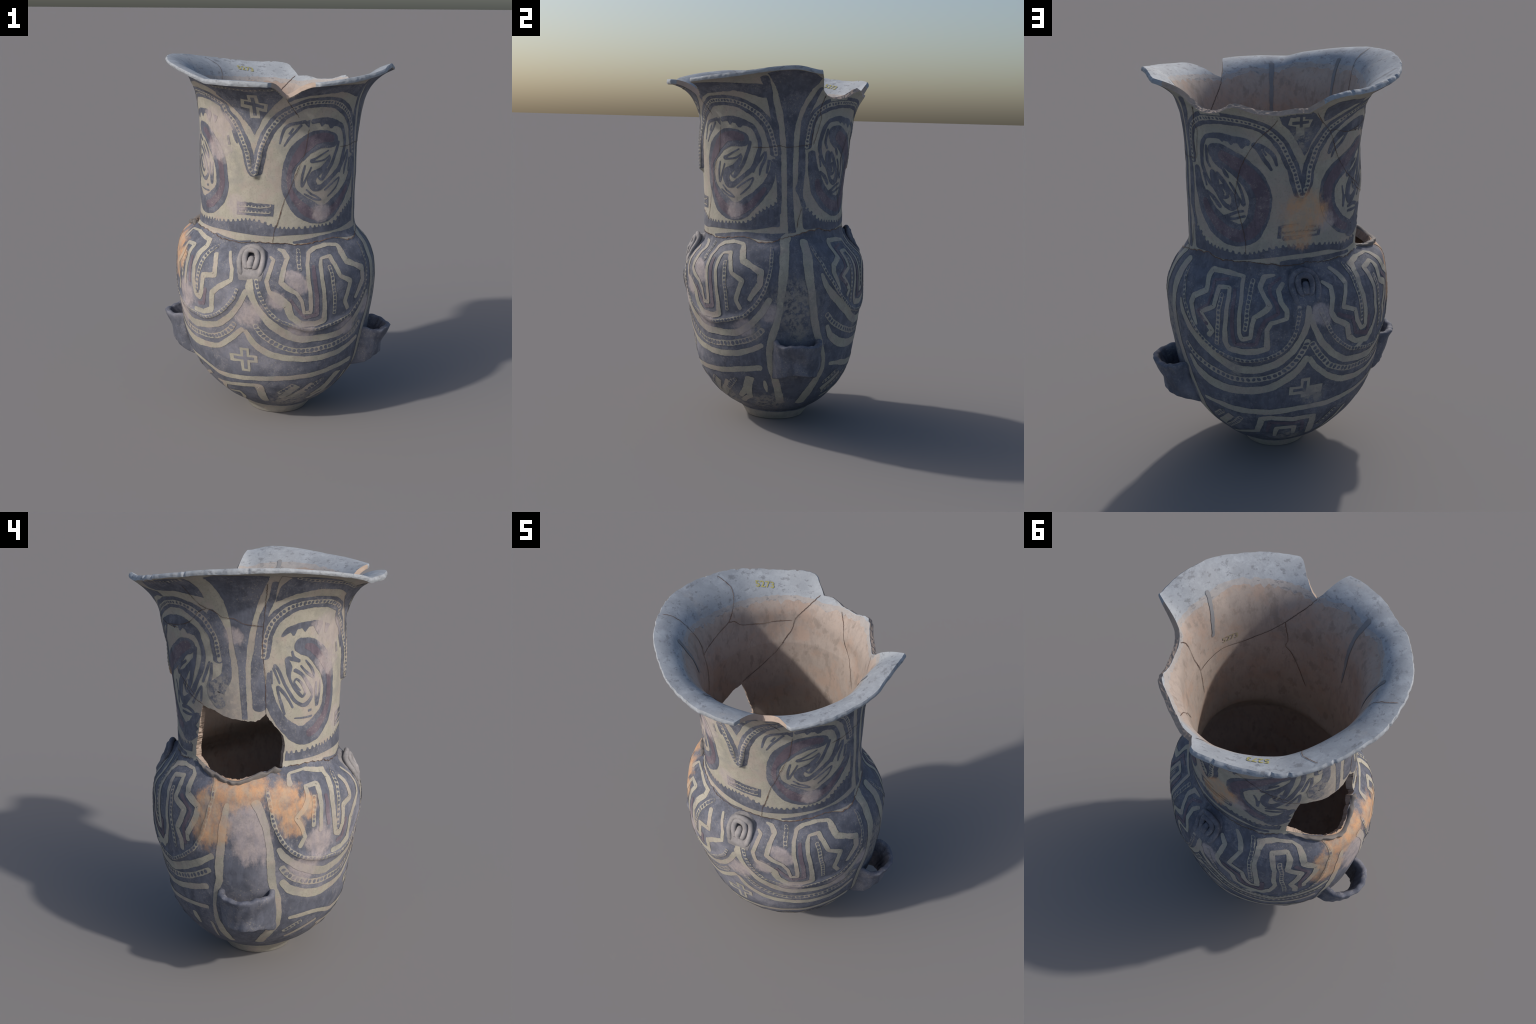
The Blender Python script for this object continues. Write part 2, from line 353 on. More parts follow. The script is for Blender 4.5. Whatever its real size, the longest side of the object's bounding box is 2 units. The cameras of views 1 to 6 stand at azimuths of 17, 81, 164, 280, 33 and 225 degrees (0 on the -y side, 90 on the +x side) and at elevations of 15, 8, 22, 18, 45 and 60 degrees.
# ------------------------------------------------------------------ the shell: outer and inner walls share one lattice
COLS = 900
THICK_T = [0, .1, .6, .85, .95, 1.03, 1.08, 1.15, 1.25, 1.6, 1.9, 2.0]       # wall thickness up the pot
THICK = [.034, .036, .045, .048, .048, .044, .037, .030, .028, .027, .026, .021]
cphi = np.arange(COLS) * 360 / COLS
JOINT_LINE = [(206.7,1.091),(223.5,1.090),(238.1,1.079),(248.1,1.060),(255.7,1.057),(263.5,1.053),(270.5,1.064),(275.9,1.063),(282.8,1.063),(289.8,1.064),(296.4,1.056),(313.1,1.066),(323.3,1.079),(329.9,1.075),(335.9,1.059),(341.8,1.054),(349.3,1.064),(357.2,1.081),(366.1,1.091),(375.4,1.110),(388.3,1.128),(385.4,1.122),(395.0,1.114),(402.0,1.111),(408.4,1.110),(417.9,1.121),(425.2,1.115),(432.3,1.113),(439.2,1.101),(446.2,1.103),(456.2,1.109),(470.7,1.096),(480.6,1.103),(491.9,1.097),(500.3,1.099),(483.8,1.087),(499.9,1.108),(513.8,1.094),(525.2,1.078),(539.5,1.064),(547.1,1.085),(557.7,1.093),(567.1,1.094),(574.2,1.092),(581.8,1.091),(594.6,1.082),(611.1,1.057)]
_j = np.array(sorted((p % 360, t) for p, t in JOINT_LINE))
joint_t = np.interp(cphi, np.concatenate([_j[-3:, 0] - 360, _j[:, 0], _j[:3, 0] + 360]), np.concatenate([_j[-3:, 1], _j[:, 1], _j[:3, 1]]))
joint_t = joint_t + np.interp(cphi, np.arange(0, 361, 1.5), rng.normal(0, .0025, 241))
top_t = edge_t(cphi)
lip_t = np.minimum(periodic(LIP_LINE, 1, cphi) + np.interp(cphi, np.arange(0, 361, 2), rng.normal(0, .003, 181)), top_t - .004)
fade_t = lip_t - .022 - .012 * np.abs(np.interp(cphi, np.arange(0, 361, 3), rng.normal(0, 1, 121)))
bounds = [np.zeros(COLS), np.full(COLS, .052), joint_t, np.full(COLS, 1.62), fade_t, lip_t, top_t]
counts = [10, 190, 110, 44, 8, 32]
rows = []
for a, b, n in zip(bounds[:-1], bounds[1:], counts):
    rows += [a + (b - a) * k / n for k in range(n)]
rows.append(bounds[-1])
T = np.array(rows).T                                  # (COLS, ROWS)
ROWS = T.shape[1]; PH = cphi[:, None] + 0 * T
cut = np.cumsum([0] + counts)

# snap lattice points near the hole's outline onto it, then drop the faces within
inside = inside_polygon(PH, T, HOLE_EDGE)
he = np.vstack([HOLE_EDGE, HOLE_EDGE[:1]]); K = .0078
near = (PH > 138) & (PH < 212) & (T > 1.03) & (T < 1.41)
ii = np.argwhere(near); q = np.stack([PH[near] * K, T[near]], 1); bd = np.full(len(q), 9.); bp_ = q.copy()
for a, b in zip(he[:-1], he[1:]):
    a = np.array([a[0] * K, a[1]]); b = np.array([b[0] * K, b[1]]); ab = b - a
    u = np.clip(((q - a) @ ab) / (ab @ ab), 0, 1); c = a + u[:, None] * ab; d = np.linalg.norm(q - c, axis=1); s = d < bd
    bd[s] = d[s]; bp_[s] = c[s]
snap = bd < .0028
for (i, j), c, s in zip(ii, bp_, snap):
    if s: PH[i, j] = c[0] / K; T[i, j] = c[1]
on_edge = np.zeros(T.shape, bool); on_edge[ii[snap, 0], ii[snap, 1]] = True
gone = inside & ~on_edge
i0 = np.arange(COLS)[:, None] + np.zeros((1, ROWS - 1), int); j0 = np.arange(ROWS - 1)[None] + np.zeros((COLS, 1), int); i1 = (i0 + 1) % COLS
fphi = (np.unwrap(np.stack([PH[i0, j0], PH[i1, j0], PH[i1, j0 + 1], PH[i0, j0 + 1]]), axis=0, period=360)).mean(0)
ft = (T[i0, j0] + T[i1, j0] + T[i1, j0 + 1] + T[i0, j0 + 1]) / 4
keep = ~(gone[i0, j0] | gone[i1, j0] | gone[i1, j0 + 1] | gone[i0, j0 + 1]) & ~inside_polygon(fphi, ft, HOLE_EDGE)

outer = wall(PH, T); onorm = look(WNORM, PH, T)
thick = np.interp(T, THICK_T, THICK)
rough_in = .003 * lattice_noise(outer, 6, 11)
inner = look(GRID, PH, T) - look(NORM, PH, T) * (thick + rough_in)[..., None]
inorm = -look(NORM, PH, T)
vid = (np.arange(COLS)[:, None] * ROWS + np.arange(ROWS)[None])
quads = np.stack([vid[i0, j0], vid[i1, j0], vid[i1, j0 + 1], vid[i0, j0 + 1]], -1)

def shell_part(name, lo, hi, mat, inward=False):
    k = keep[:, lo:hi]; f = quads[:, lo:hi][k]
    if inward: f = f[:, ::-1]
    v, f, n = compact((inner if inward else outer).reshape(-1, 3), f, (inorm if inward else onorm).reshape(-1, 3))
    return add_mesh(name, v, f, mat, n)

shell_part("foot", cut[0], cut[1], "worn")
shell_part("belly", cut[1], cut[2], "slate")
shell_part("neck", cut[2], cut[3], "pale")
shell_part("rim", cut[3], cut[6], "pale")
FLOOR = 8
shell_part("inner_wall", FLOOR, cut[4], "inside", True)
shell_part("inner_lip_wash", cut[4], cut[5], "lip_fade", True)
shell_part("inner_lip", cut[5], cut[6], "lip", True)

# base disc and inner floor
def disc(name, ring, centre, mat, flip):
    v = [tuple(centre)]; f = []; n = len(ring); R = 8
    for k in range(1, R + 1):
        v += [tuple(np.asarray(centre) + (p - np.asarray(centre)) * k / R) for p in ring]
    for i in range(n):
        a, b = 1 + i, 1 + (i + 1) % n
        f.append((0, b, a) if flip else (0, a, b))
        for k in range(R - 1):
            o = k * n; q = (a + o, b + o, b + o + n, a + o + n)
            f.append(q if flip else q[::-1])
    return add_mesh(name, np.array(v), f, mat)
disc("base", outer[:, 0], outer[:, 0].mean(0) + (0, 0, .004), "worn", True)
disc("inner_floor", inner[:, FLOOR], inner[:, FLOOR].mean(0) + (0, 0, -.01), "inside", False)

# the lip's rounded edge, and the rough broken stretches
e_out, e_in = outer[:, -1], inner[:, -1]
updir = outer[:, -1] - outer[:, -3]; updir /= np.linalg.norm(updir, axis=1, keepdims=True)
broken = top_t < 1.975
mids = []
for k, w in enumerate((.2, .4, .6, .8)):
    jag = np.interp(cphi, np.arange(0, 361, 1.2), rng.normal(0, 1, 301)[:301])
    bulge = np.where(broken, .002 * jag, (.004 * math.sin(math.pi * w)) + .0008 * jag)
    mids.append(e_out * (1 - w) + e_in * w + updir * bulge[:, None])
strip = np.stack([e_out] + mids + [e_in], 1); S = strip.shape[1]
sid = np.arange(COLS)[:, None] * S + np.arange(S)[None]; nx = (np.arange(COLS) + 1) % COLS
sq = np.stack([sid[:, :-1], sid[nx][:, :-1], sid[nx][:, 1:], sid[:, 1:]], -1)
for nm, msk, mat in (("lip_edge", ~broken, "lip"), ("broken_edge", broken, "clay")):
    v, f, _ = compact(strip.reshape(-1, 3), sq[msk].reshape(-1, 4)); add_mesh(nm, v, f, mat)

# the hole's broken thickness
hf = keep; ev = {}
for f in quads[hf & (fphi > 138) & (fphi < 212) & (ft > 1.0) & (ft < 1.42)]:
    for a, b in zip(f, np.roll(f, -1)): ev[(a, b)] = ev.get((a, b), 0) + 1
rim_e = [(a, b) for (a, b) in ev if (b, a) not in ev]
op = outer.reshape(-1, 3); ip = inner.reshape(-1, 3); tl = T.ravel(); pl = PH.ravel()
hv = []; hfaces = []; idx = {}
def hole_vertex(a):
    if a not in idx:
        idx[a] = len(hv)
        for w in (0, .33, .67, 1):
            p = op[a] * (1 - w) + ip[a] * w
            if 0 < w < 1: p = p + rng.normal(0, .0011, 3)
            hv.append(p)
    return idx[a]
for a, b in rim_e:
    if not (140 < pl[a] < 210 and 1.04 < tl[a] < 1.40 and 140 < pl[b] < 210 and 1.04 < tl[b] < 1.40): continue
    if abs(inside_polygon(np.array([pl[a]]), np.array([tl[a]]), HOLE_EDGE)[0]) < 0: continue
    p, q = hole_vertex(a), hole_vertex(b)
    for k in range(3): hfaces.append((q + k, p + k, p + k + 1, q + k + 1))
# keep only edges that border the hole, not the window of faces searched
def borders_hole(f):
    c = np.mean([hv[i] for i in f], 0)
    return True
add_mesh("hole_edge", np.array(hv), hfaces, "clay")

# ------------------------------------------------------------------ slip paint on the wall
LAYER = {"slate": .0008, "pale": .0014, "purple": .0014, "worn": .0018, "dot": .0021, "crack": .0026}
BATCH = {}                                            # (name, material) -> [verts], [faces]
def put(name, mat, v, f):
    vs, fs = BATCH.setdefault((name, mat), ([], []))
    o = sum(len(x) for x in vs); vs.append(np.asarray(v)); fs += [tuple(i + o for i in q) for q in f]

def clipped(ph, t):
    return (t > edge_t(ph) - .003) | inside_polygon(np.mod(ph, 360), t, HOLE_EDGE) | (t < .002)

def ribbon(name, mat, line, width, off, wob=.06, rounded=True, side=1):
    """lay a brush stroke of varying width along a (phi, t) spine"""
    line = np.asarray(line, float); n = len(line)
    P = look(GRID, line[:, 0], line[:, 1])
    d = np.gradient(P, axis=0); N = look(NORM, line[:, 0], line[:, 1]); s = np.cross(N, d); s /= np.linalg.norm(s, axis=1, keepdims=True) + 1e-9
    # convert the sideways vector into (phi, t)
    h = 1e-2
    ep = (look(GRID, line[:, 0] + .2, line[:, 1]) - look(GRID, line[:, 0] - .2, line[:, 1])) / .4
    et = (look(GRID, line[:, 0], line[:, 1] + h) - look(GRID, line[:, 0], line[:, 1] - h)) / (np.minimum(line[:, 1] + h, 2) - (line[:, 1] - h))[:, None]
    sp = (s * ep).sum(1) / (ep * ep).sum(1); stt = (s * et).sum(1) / (et * et).sum(1)
    w = np.broadcast_to(np.asarray(width, float), (n,)).copy()
    ph = rng.random(6) * 6.28; arc = np.concatenate([[0], np.cumsum(np.linalg.norm(np.diff(P, axis=0), axis=1))])
    amp = np.minimum(wob * w / 2, .0011) / np.maximum(w / 2, 1e-4)      # the brush wavers about a millimetre
    jl = amp * (np.sin(arc * 61 + ph[0]) + .6 * np.sin(arc * 173 + ph[1]) + .5 * np.sin(arc * 411 + ph[4]))
    jr = amp * (np.sin(arc * 67 + ph[2]) + .6 * np.sin(arc * 151 + ph[3]) + .5 * np.sin(arc * 379 + ph[5]))
    if rounded:
        e = np.minimum(arc, arc[-1] - arc); r = np.maximum(w * .35, 1e-4); cap = np.sqrt(np.clip(1 - np.clip(1 - e / r, 0, 1) ** 2, .02, 1)); w = w * cap
    cross = np.linspace(-1, 1, 5); V = []
    for c in cross:
        k = c * w / 2 * (1 + np.where(c < 0, jl, jr))
        V.append(np.stack([line[:, 0] + sp * k, line[:, 1] + stt * k], 1))
    V = np.stack(V, 1).reshape(-1, 2)
    F = []; cl = clipped(V[:, 0], V[:, 1])
    for i in range(n - 1):
        for j in range(4):
            q = (i * 5 + j, (i + 1) * 5 + j, (i + 1) * 5 + j + 1, i * 5 + j + 1)
            if not cl[list(q)].any(): F.append(q if side > 0 else q[::-1])
    return V, F

def lay(V, off):
    return wall(V[:, 0], np.clip(V[:, 1], 0, 2), np.full(len(V), off))

_tick = [0]
def nudge():
    """every stroke sits a hair higher than the last, so that no two coincide"""
    _tick[0] += 1
    return (_tick[0] % 97) * 4e-6

def stroke(group, mat, pts):
    angular = group.startswith("panel") or group == "base_motifs"
    wide = max(p[2] for p in pts)
    gain = 1.0 if group == "base_motifs" else 1.02 if (angular and mat == "pale") else 1.0 if mat == "pale" else .74 if (group.startswith("eye") and wide < 46 and len(pts) > 2) else 1.0
    a = smooth_line(pts, k=.06 if angular else .38); V, F = ribbon(group, mat, a[:, :2], a[:, 2] / 1000 * gain, 0, rounded=len(pts) > 2)
    lay_at = LAYER["dot"] if (mat == "slate" and group in ("belt",)) or (group == "brow_fields" and mat == "slate" and len(pts) == 2) else LAYER[mat]
    put(group, mat, lay(V, lay_at + nudge()), F)

def fill(group, mat, outline, off):
    """a painted field bounded by a closed outline"""
    o = np.array(outline, float); k = .0078
    pts = [Vector((p * k, t)) for p, t in o]; n = len(pts)
    lo = o.min(0); hi = o.max(0)
    gp, gt = np.meshgrid(np.arange(lo[0], hi[0], .9), np.arange(lo[1], hi[1], .007)); m = inside_polygon(gp, gt, o)
    pts += [Vector((p * k, t)) for p, t in zip(gp[m], gt[m])]
    v, e, f, *_ = delaunay_2d_cdt(pts, [], [list(range(n))], 1, 1e-5)
    V = np.array([(a.x / k, a.y) for a in v]); cl = clipped(V[:, 0], V[:, 1] - .0)
    F = [tuple(q) for q in f if not cl[list(q)].any()]
    put(group, mat, lay(V, off + nudge()), F)

def field(group, mat, pts):
    p = np.array(pts + pts[:1], float); out = []
    for a, b in zip(p[:-1], p[1:]):
        n = max(1, int(math.hypot((b[0] - a[0]) * .0078, b[1] - a[1]) / .008))
        for i in range(n): out.append(a + (b - a) * i / n + ((rng.normal(0, .12), rng.normal(0, .001)) if i else (0, 0)))
    fill(group, mat, out, LAYER[mat])

def dots(group, mat, line, pitch, rx, ry, off):
    """brush dabs along a line; rx along it, ry across"""
    P = look(GRID, line[:, 0], line[:, 1]); arc = np.concatenate([[0], np.cumsum(np.linalg.norm(np.diff(P, axis=0), axis=1))])
    s = pitch * .6
    while s < arc[-1] - pitch * .3:
        c = np.array([np.interp(s, arc, line[:, 0]), np.interp(s, arc, line[:, 1])])
        c2 = np.array([np.interp(s + .004, arc, line[:, 0]), np.interp(s + .004, arc, line[:, 1])])
        r = np.hypot(*wall(c[0], c[1])[:2]); k = math.radians(1) * r
        d = np.array([(c2[0] - c[0]) * k, c2[1] - c[1]]); d /= np.linalg.norm(d) + 1e-9; e = np.array([-d[1], d[0]])
        a = np.linspace(0, 2 * math.pi, 11)[:-1]; ax = rx * rng.uniform(.85, 1.2); ay = ry * rng.uniform(.85, 1.1); tw = rng.normal(0, .25)
        q = [(math.cos(x) * ax + tw * math.sin(x) * ay * .5) * d + math.sin(x) * ay * e for x in a]
        V = np.array([c] + [c + (u[0] / k, u[1]) for u in q])
        if not clipped(V[:, 0], V[:, 1]).any():
            put(group + "_dot", mat, lay(V, off + nudge()), [(0, i + 1, (i + 1) % 10 + 1) for i in range(10)])
        s += pitch * rng.uniform(.85, 1.15)

def arch_band(group, mat, pts):
    """brow arch: dark band, pale core, row of dark dabs"""
    a = smooth_line(pts)
    V, F = ribbon(group, "slate", a, .060, 0, .04); put(group, "slate", lay(V, LAYER["slate"] + nudge()), F)
    V, F = ribbon(group, "pale", a[1:-1], .022, 0, .10); put(group, "pale", lay(V, LAYER["pale"] + nudge()), F)
    dots(group, "slate", a[2:-2], .0205, .0068, .0078, LAYER["dot"])

def dotted_band(group, mat, pts):
    w = {"swags": .031, "base_motifs": .026, "brow_fields": .018}.get(group, .022)
    a = smooth_line(pts); V, F = ribbon(group, "pale", a, w, 0, .06); put(group, "pale", lay(V, LAYER["pale"] + nudge()), F)
    pitch = .0255 if group == "swags" else .0215
    dots(group, "slate", a, pitch, pitch * .36, w * .36, LAYER["dot"])

def swag_ridge(group, mat, pts):
    """raised, dotted border under each panel"""
    a = smooth_line(pts)
    V, F = ribbon(group, "pale", a, .0185, 0, .12); put(group, "pale", lay(V, LAYER["pale"] + nudge()), F)
    dots(group, "slate", a, .0225, .0085, .0075, LAYER["dot"])

def toothed_band(mat, top, low):
    """collar band at the foot of the neck: rounded teeth along its upper edge"""
    up = smooth_line(top); lo = smooth_line(low)
    P = look(GRID, up[:, 0], up[:, 1]); arc = np.concatenate([[0], np.cumsum(np.linalg.norm(np.diff(P, axis=0), axis=1))])
    n = int(arc[-1] / .0035); s = np.linspace(0, arc[-1], n); u = np.stack([np.interp(s, arc, up[:, 0]), np.interp(s, arc, up[:, 1])], 1)
    d = np.gradient(np.stack([u[:, 0] * .0072, u[:, 1]], 1), axis=0); d /= np.linalg.norm(d, axis=1, keepdims=True)
    ph = s / .0265 + .25 * np.sin(s * 31); tooth = .0105 * np.clip(np.sin(ph * 2 * math.pi) * 1.6, -.2, 1)
    sg = 1 if (u[-1, 0] > u[0, 0]) else -1
    u2 = np.stack([u[:, 0] - sg * d[:, 1] * tooth / .0072, u[:, 1] + sg * d[:, 0] * tooth], 1)
    fill("collar", "slate", np.vstack([u2, lo[::-1]]), LAYER["slate"])

def ticked_line(group, mat, pts):
    a = smooth_line(pts); V, F = ribbon(group, mat, a, .005, 0, .2); put(group + "_tooth", mat, lay(V, LAYER["dot"] + nudge()), F)
    for i in np.linspace(0, len(a) - 1, 10).astype(int):
        b = np.array([a[i], a[i] + (0, .010)]); V, F = ribbon(group, mat, smooth_line(b), .006, 0, .1); put(group + "_tooth", mat, lay(V, LAYER["dot"] + nudge()), F)

def crack(pts, width=.0021, inside_wall=False, mat="crack"):
    a = smooth_line(pts); n = len(a)
    a = a + np.stack([rng.normal(0, .12, n), rng.normal(0, .0009, n)], 1)
    w = width * (1 + .5 * np.sin(np.linspace(0, 17, n)) * rng.random(n))
    if not inside_wall:
        V, F = ribbon("crack", mat, a, w, 0, .2); put("crack", mat, lay(V, LAYER["crack"] + nudge()), F)
    else:
        inside_stroke("inner_crack", mat, np.column_stack([a, w * 1000]), raw=True)

def inside_stroke(group, mat, pts, raw=False):
    a = np.asarray(pts, float) if raw else smooth_line(pts)
    V, F = ribbon(group, mat, a[:, :2], a[:, 2] / 1000, 0, .15, side=-1)
    th = np.interp(V[:, 1], THICK_T, THICK)
    base = look(GRID, V[:, 0], np.clip(V[:, 1], 0, 2)) - look(NORM, V[:, 0], np.clip(V[:, 1], 0, 2)) * (th + .003 * lattice_noise(wall(V[:, 0], V[:, 1]), 6, 11) + .0022 + nudge())[:, None]
    put(group, mat, base, F)

# ---- the painting itself: (angle, t[, width in mm]) spines




# eye_front_right
stroke("eye_front_right", "slate", [(331.4,1.588,53),(326.6,1.594,74),(319.7,1.603,94),(311.9,1.598,100),(304.8,1.572,100),(298.5,1.529,97),(294.3,1.477,69),(292.5,1.414,65),(293.2,1.351,72),(297.2,1.299,91),(303.4,1.252,118),(311.5,1.220,108),(318.5,1.209,95),(325.3,1.227,92),(331.8,1.263,79),(338.0,1.302,66),(343.3,1.344,57),(347.3,1.394,45),(349.2,1.442,36),(349.8,1.499,24)])
stroke("eye_front_right", "purple", [(327.9,1.601,37),(319.7,1.612,49),(312.0,1.605,56),(305.0,1.572,60),(299.4,1.521,45),(294.8,1.465,26),(293.2,1.406,23),(294.4,1.344,26),(298.8,1.287,39),(304.8,1.241,55),(312.4,1.208,52),(319.2,1.204,45),(326.0,1.224,42),(333.1,1.259,37),(339.2,1.306,29),(343.9,1.348,20)])
stroke("eye_front_right", "slate", [(332.3,1.591,26),(331.4,1.558,26),(329.5,1.518,26),(326.9,1.477,27),(323.4,1.439,25),(319.9,1.409,23),(317.7,1.390,14)])
stroke("eye_front_right", "slate", [(325.5,1.513,11),(322.4,1.475,27),(317.4,1.445,31),(311.9,1.422,43),(309.6,1.388,48),(312.2,1.357,44),(316.7,1.355,29),(321.8,1.377,26),(327.2,1.408,23),(333.5,1.442,25),(337.2,1.496,25),(339.5,1.552,23),(339.2,1.592,21),(337.1,1.629,21),(334.3,1.657,25),(330.4,1.671,27),(325.7,1.681,38),(319.7,1.692,34),(313.8,1.696,29),(307.8,1.691,25)])
stroke("eye_front_right", "slate", [(322.6,1.453,8),(319.6,1.425,19),(317.3,1.396,19),(314.5,1.411,15)])
stroke("eye_front_right", "slate", [(323.7,1.546,12),(318.7,1.529,13),(312.8,1.507,15),(309.6,1.495,28),(314.2,1.491,12),(320.5,1.499,14),(325.2,1.521,12)])
stroke("eye_front_right", "slate", [(304.9,1.477,13),(302.7,1.418,18),(302.5,1.364,16),(305.7,1.407,15),(309.7,1.467,11)])
stroke("eye_front_right", "slate", [(305.6,1.349,13),(309.6,1.322,15),(313.1,1.310,14),(317.2,1.289,14),(311.9,1.295,15),(307.0,1.313,15),(304.0,1.326,12)])
stroke("eye_front_right", "slate", [(319.9,1.336,13),(325.7,1.363,13),(334.0,1.396,12),(331.4,1.352,13),(326.9,1.322,13),(322.9,1.300,9)])
stroke("eye_front_right", "slate", [(334.0,1.422,13),(335.9,1.455,21),(340.0,1.496,20),(343.4,1.537,12)])
stroke("eye_front_right", "slate", [(339.0,1.408,10),(340.2,1.448,19),(343.4,1.497,22),(344.2,1.538,12)])
stroke("eye_front_right", "slate", [(344.5,1.421,10),(346.5,1.494,18)])
stroke("eye_front_right", "slate", [(304.9,1.695,39),(306.7,1.664,5)])
stroke("eye_front_right", "slate", [(316.7,1.692,56),(316.0,1.665,4)])
stroke("eye_front_right", "slate", [(324.4,1.677,60),(324.0,1.653,16)])
stroke("eye_front_right", "slate", [(304.7,1.694,25),(299.5,1.687,24),(294.0,1.680,22),(290.3,1.661,22),(288.3,1.628,19),(286.8,1.585,10)])
stroke("eye_front_right", "slate", [(301.7,1.679,21),(297.3,1.643,16),(293.2,1.614,18),(289.7,1.573,10)])
stroke("eye_front_right", "slate", [(296.1,1.661,10),(293.2,1.632,13)])

# eye_back_right
stroke("eye_back_right", "slate", [(31.9,1.642,53),(40.1,1.633,101),(48.0,1.608,113),(55.3,1.573,114),(61.4,1.529,115),(65.8,1.468,110),(66.8,1.404,107),(64.9,1.332,103),(60.3,1.266,106),(52.5,1.243,111),(43.9,1.251,115),(35.4,1.282,112),(27.6,1.335,105),(23.4,1.393,84),(20.2,1.452,63),(19.1,1.499,52),(18.3,1.547,42)])
stroke("eye_back_right", "purple", [(40.4,1.634,52),(48.1,1.608,65),(56.3,1.575,67),(63.3,1.523,68),(67.8,1.462,65),(68.3,1.398,63),(66.0,1.326,59),(60.4,1.263,60),(52.6,1.239,59),(43.9,1.251,57),(35.5,1.282,51),(27.9,1.336,44),(24.4,1.395,32)])
stroke("eye_back_right", "slate", [(36.7,1.540,22),(40.8,1.509,23),(44.8,1.469,22),(48.8,1.431,28),(49.8,1.395,46),(46.6,1.371,32),(42.8,1.379,24),(39.7,1.400,20),(36.7,1.434,21),(34.2,1.459,19),(30.8,1.479,20),(28.1,1.504,21),(26.2,1.533,23),(24.8,1.567,25),(25.7,1.615,25),(27.5,1.662,26),(31.5,1.698,19),(38.1,1.715,26),(43.9,1.715,32),(50.5,1.710,31),(55.7,1.708,31),(61.3,1.701,27)])
stroke("eye_back_right", "slate", [(33.3,1.548,23),(34.7,1.505,50),(37.0,1.467,32),(39.3,1.433,26),(41.2,1.419,21),(44.5,1.427,16),(44.0,1.451,15),(41.7,1.473,18),(39.8,1.477,13),(40.2,1.451,15),(42.0,1.436,10)])
stroke("eye_back_right", "slate", [(30.9,1.660,21),(30.2,1.622,24),(30.3,1.584,24),(32.7,1.555,15)])
stroke("eye_back_right", "slate", [(34.4,1.605,18),(38.6,1.579,23),(42.2,1.563,22),(44.3,1.537,29),(45.9,1.519,12)])
stroke("eye_back_right", "slate", [(46.3,1.503,14),(49.1,1.473,19),(51.8,1.434,16),(55.7,1.399,27),(56.3,1.397,21),(55.3,1.442,20),(53.2,1.489,18),(51.7,1.513,11)])
stroke("eye_back_right", "slate", [(56.2,1.366,16),(50.9,1.355,18),(44.5,1.331,23),(40.6,1.316,33),(47.7,1.318,18),(57.3,1.342,16)])
stroke("eye_back_right", "slate", [(35.2,1.336,18),(31.2,1.368,19),(28.5,1.406,20),(27.3,1.433,17),(32.3,1.411,30),(36.2,1.383,29),(38.7,1.362,25)])
stroke("eye_back_right", "slate", [(27.6,1.458,15),(26.4,1.493,18),(25.1,1.523,18)])
stroke("eye_back_right", "slate", [(23.8,1.444,12),(22.4,1.478,18)])
stroke("eye_back_right", "slate", [(43.3,1.710,49),(43.6,1.690,4)])
stroke("eye_back_right", "slate", [(49.3,1.709,54),(49.4,1.680,4)])
stroke("eye_back_right", "slate", [(56.2,1.704,59),(56.3,1.669,8)])
stroke("eye_back_right", "slate", [(62.3,1.701,34),(65.7,1.677,31),(69.0,1.628,27),(71.5,1.602,24),(74.0,1.571,16)])
stroke("eye_back_right", "slate", [(64.8,1.699,27),(70.7,1.676,27),(74.8,1.643,26),(77.0,1.592,16)])
stroke("eye_back_right", "slate", [(68.6,1.671,9),(70.7,1.643,9)])

# eye_front_left
stroke("eye_front_left", "slate", [(213.1,1.640,49),(218.9,1.629,79),(225.3,1.615,85),(232.0,1.575,94),(238.1,1.519,91),(241.9,1.454,85),(242.7,1.392,86),(242.6,1.339,93),(238.6,1.288,105),(231.6,1.247,114),(222.4,1.224,97),(214.5,1.239,74),(207.8,1.281,58),(202.5,1.329,50),(199.1,1.383,46),(197.4,1.431,35),(196.8,1.482,23),(196.8,1.531,15)])
stroke("eye_front_left", "purple", [(220.1,1.630,26),(225.9,1.615,36),(232.6,1.571,38),(239.1,1.514,37),(242.3,1.454,34),(243.0,1.392,37),(242.3,1.336,37),(238.0,1.286,43),(231.4,1.244,46),(223.2,1.223,39)])
stroke("eye_front_left", "slate", [(205.0,1.672,12),(209.1,1.693,37),(215.0,1.706,33),(220.8,1.709,37),(227.0,1.712,34),(233.3,1.709,23)])
stroke("eye_front_left", "slate", [(220.3,1.706,56),(220.2,1.683,5)])
stroke("eye_front_left", "slate", [(230.0,1.703,59),(230.5,1.665,5)])
stroke("eye_front_left", "slate", [(212.4,1.697,46),(212.5,1.673,8)])
stroke("eye_front_left", "slate", [(238.2,1.703,36),(236.5,1.666,12)])
stroke("eye_front_left", "slate", [(211.4,1.617,14),(212.5,1.591,15),(216.6,1.568,19),(209.7,1.586,23),(208.1,1.579,24),(209.6,1.547,44),(209.3,1.524,33),(210.2,1.492,16),(213.1,1.451,16),(216.3,1.424,20),(219.6,1.405,17),(221.4,1.427,19),(218.5,1.465,16),(214.6,1.489,13),(213.2,1.474,13),(215.5,1.449,14),(218.1,1.432,10)])
stroke("eye_front_left", "slate", [(212.7,1.533,23),(218.1,1.508,20),(222.3,1.469,22),(226.2,1.425,24),(227.1,1.400,22),(223.2,1.369,30),(219.2,1.366,23),(214.0,1.391,20),(210.3,1.430,18),(207.2,1.468,18),(204.9,1.504,17),(202.7,1.540,19),(200.0,1.565,19)])
stroke("eye_front_left", "slate", [(217.3,1.548,12),(221.9,1.512,16),(227.6,1.486,19),(225.8,1.524,18),(220.6,1.570,10)])
stroke("eye_front_left", "slate", [(229.6,1.464,11),(229.8,1.424,20),(231.3,1.354,25),(233.2,1.403,18),(233.1,1.467,12)])
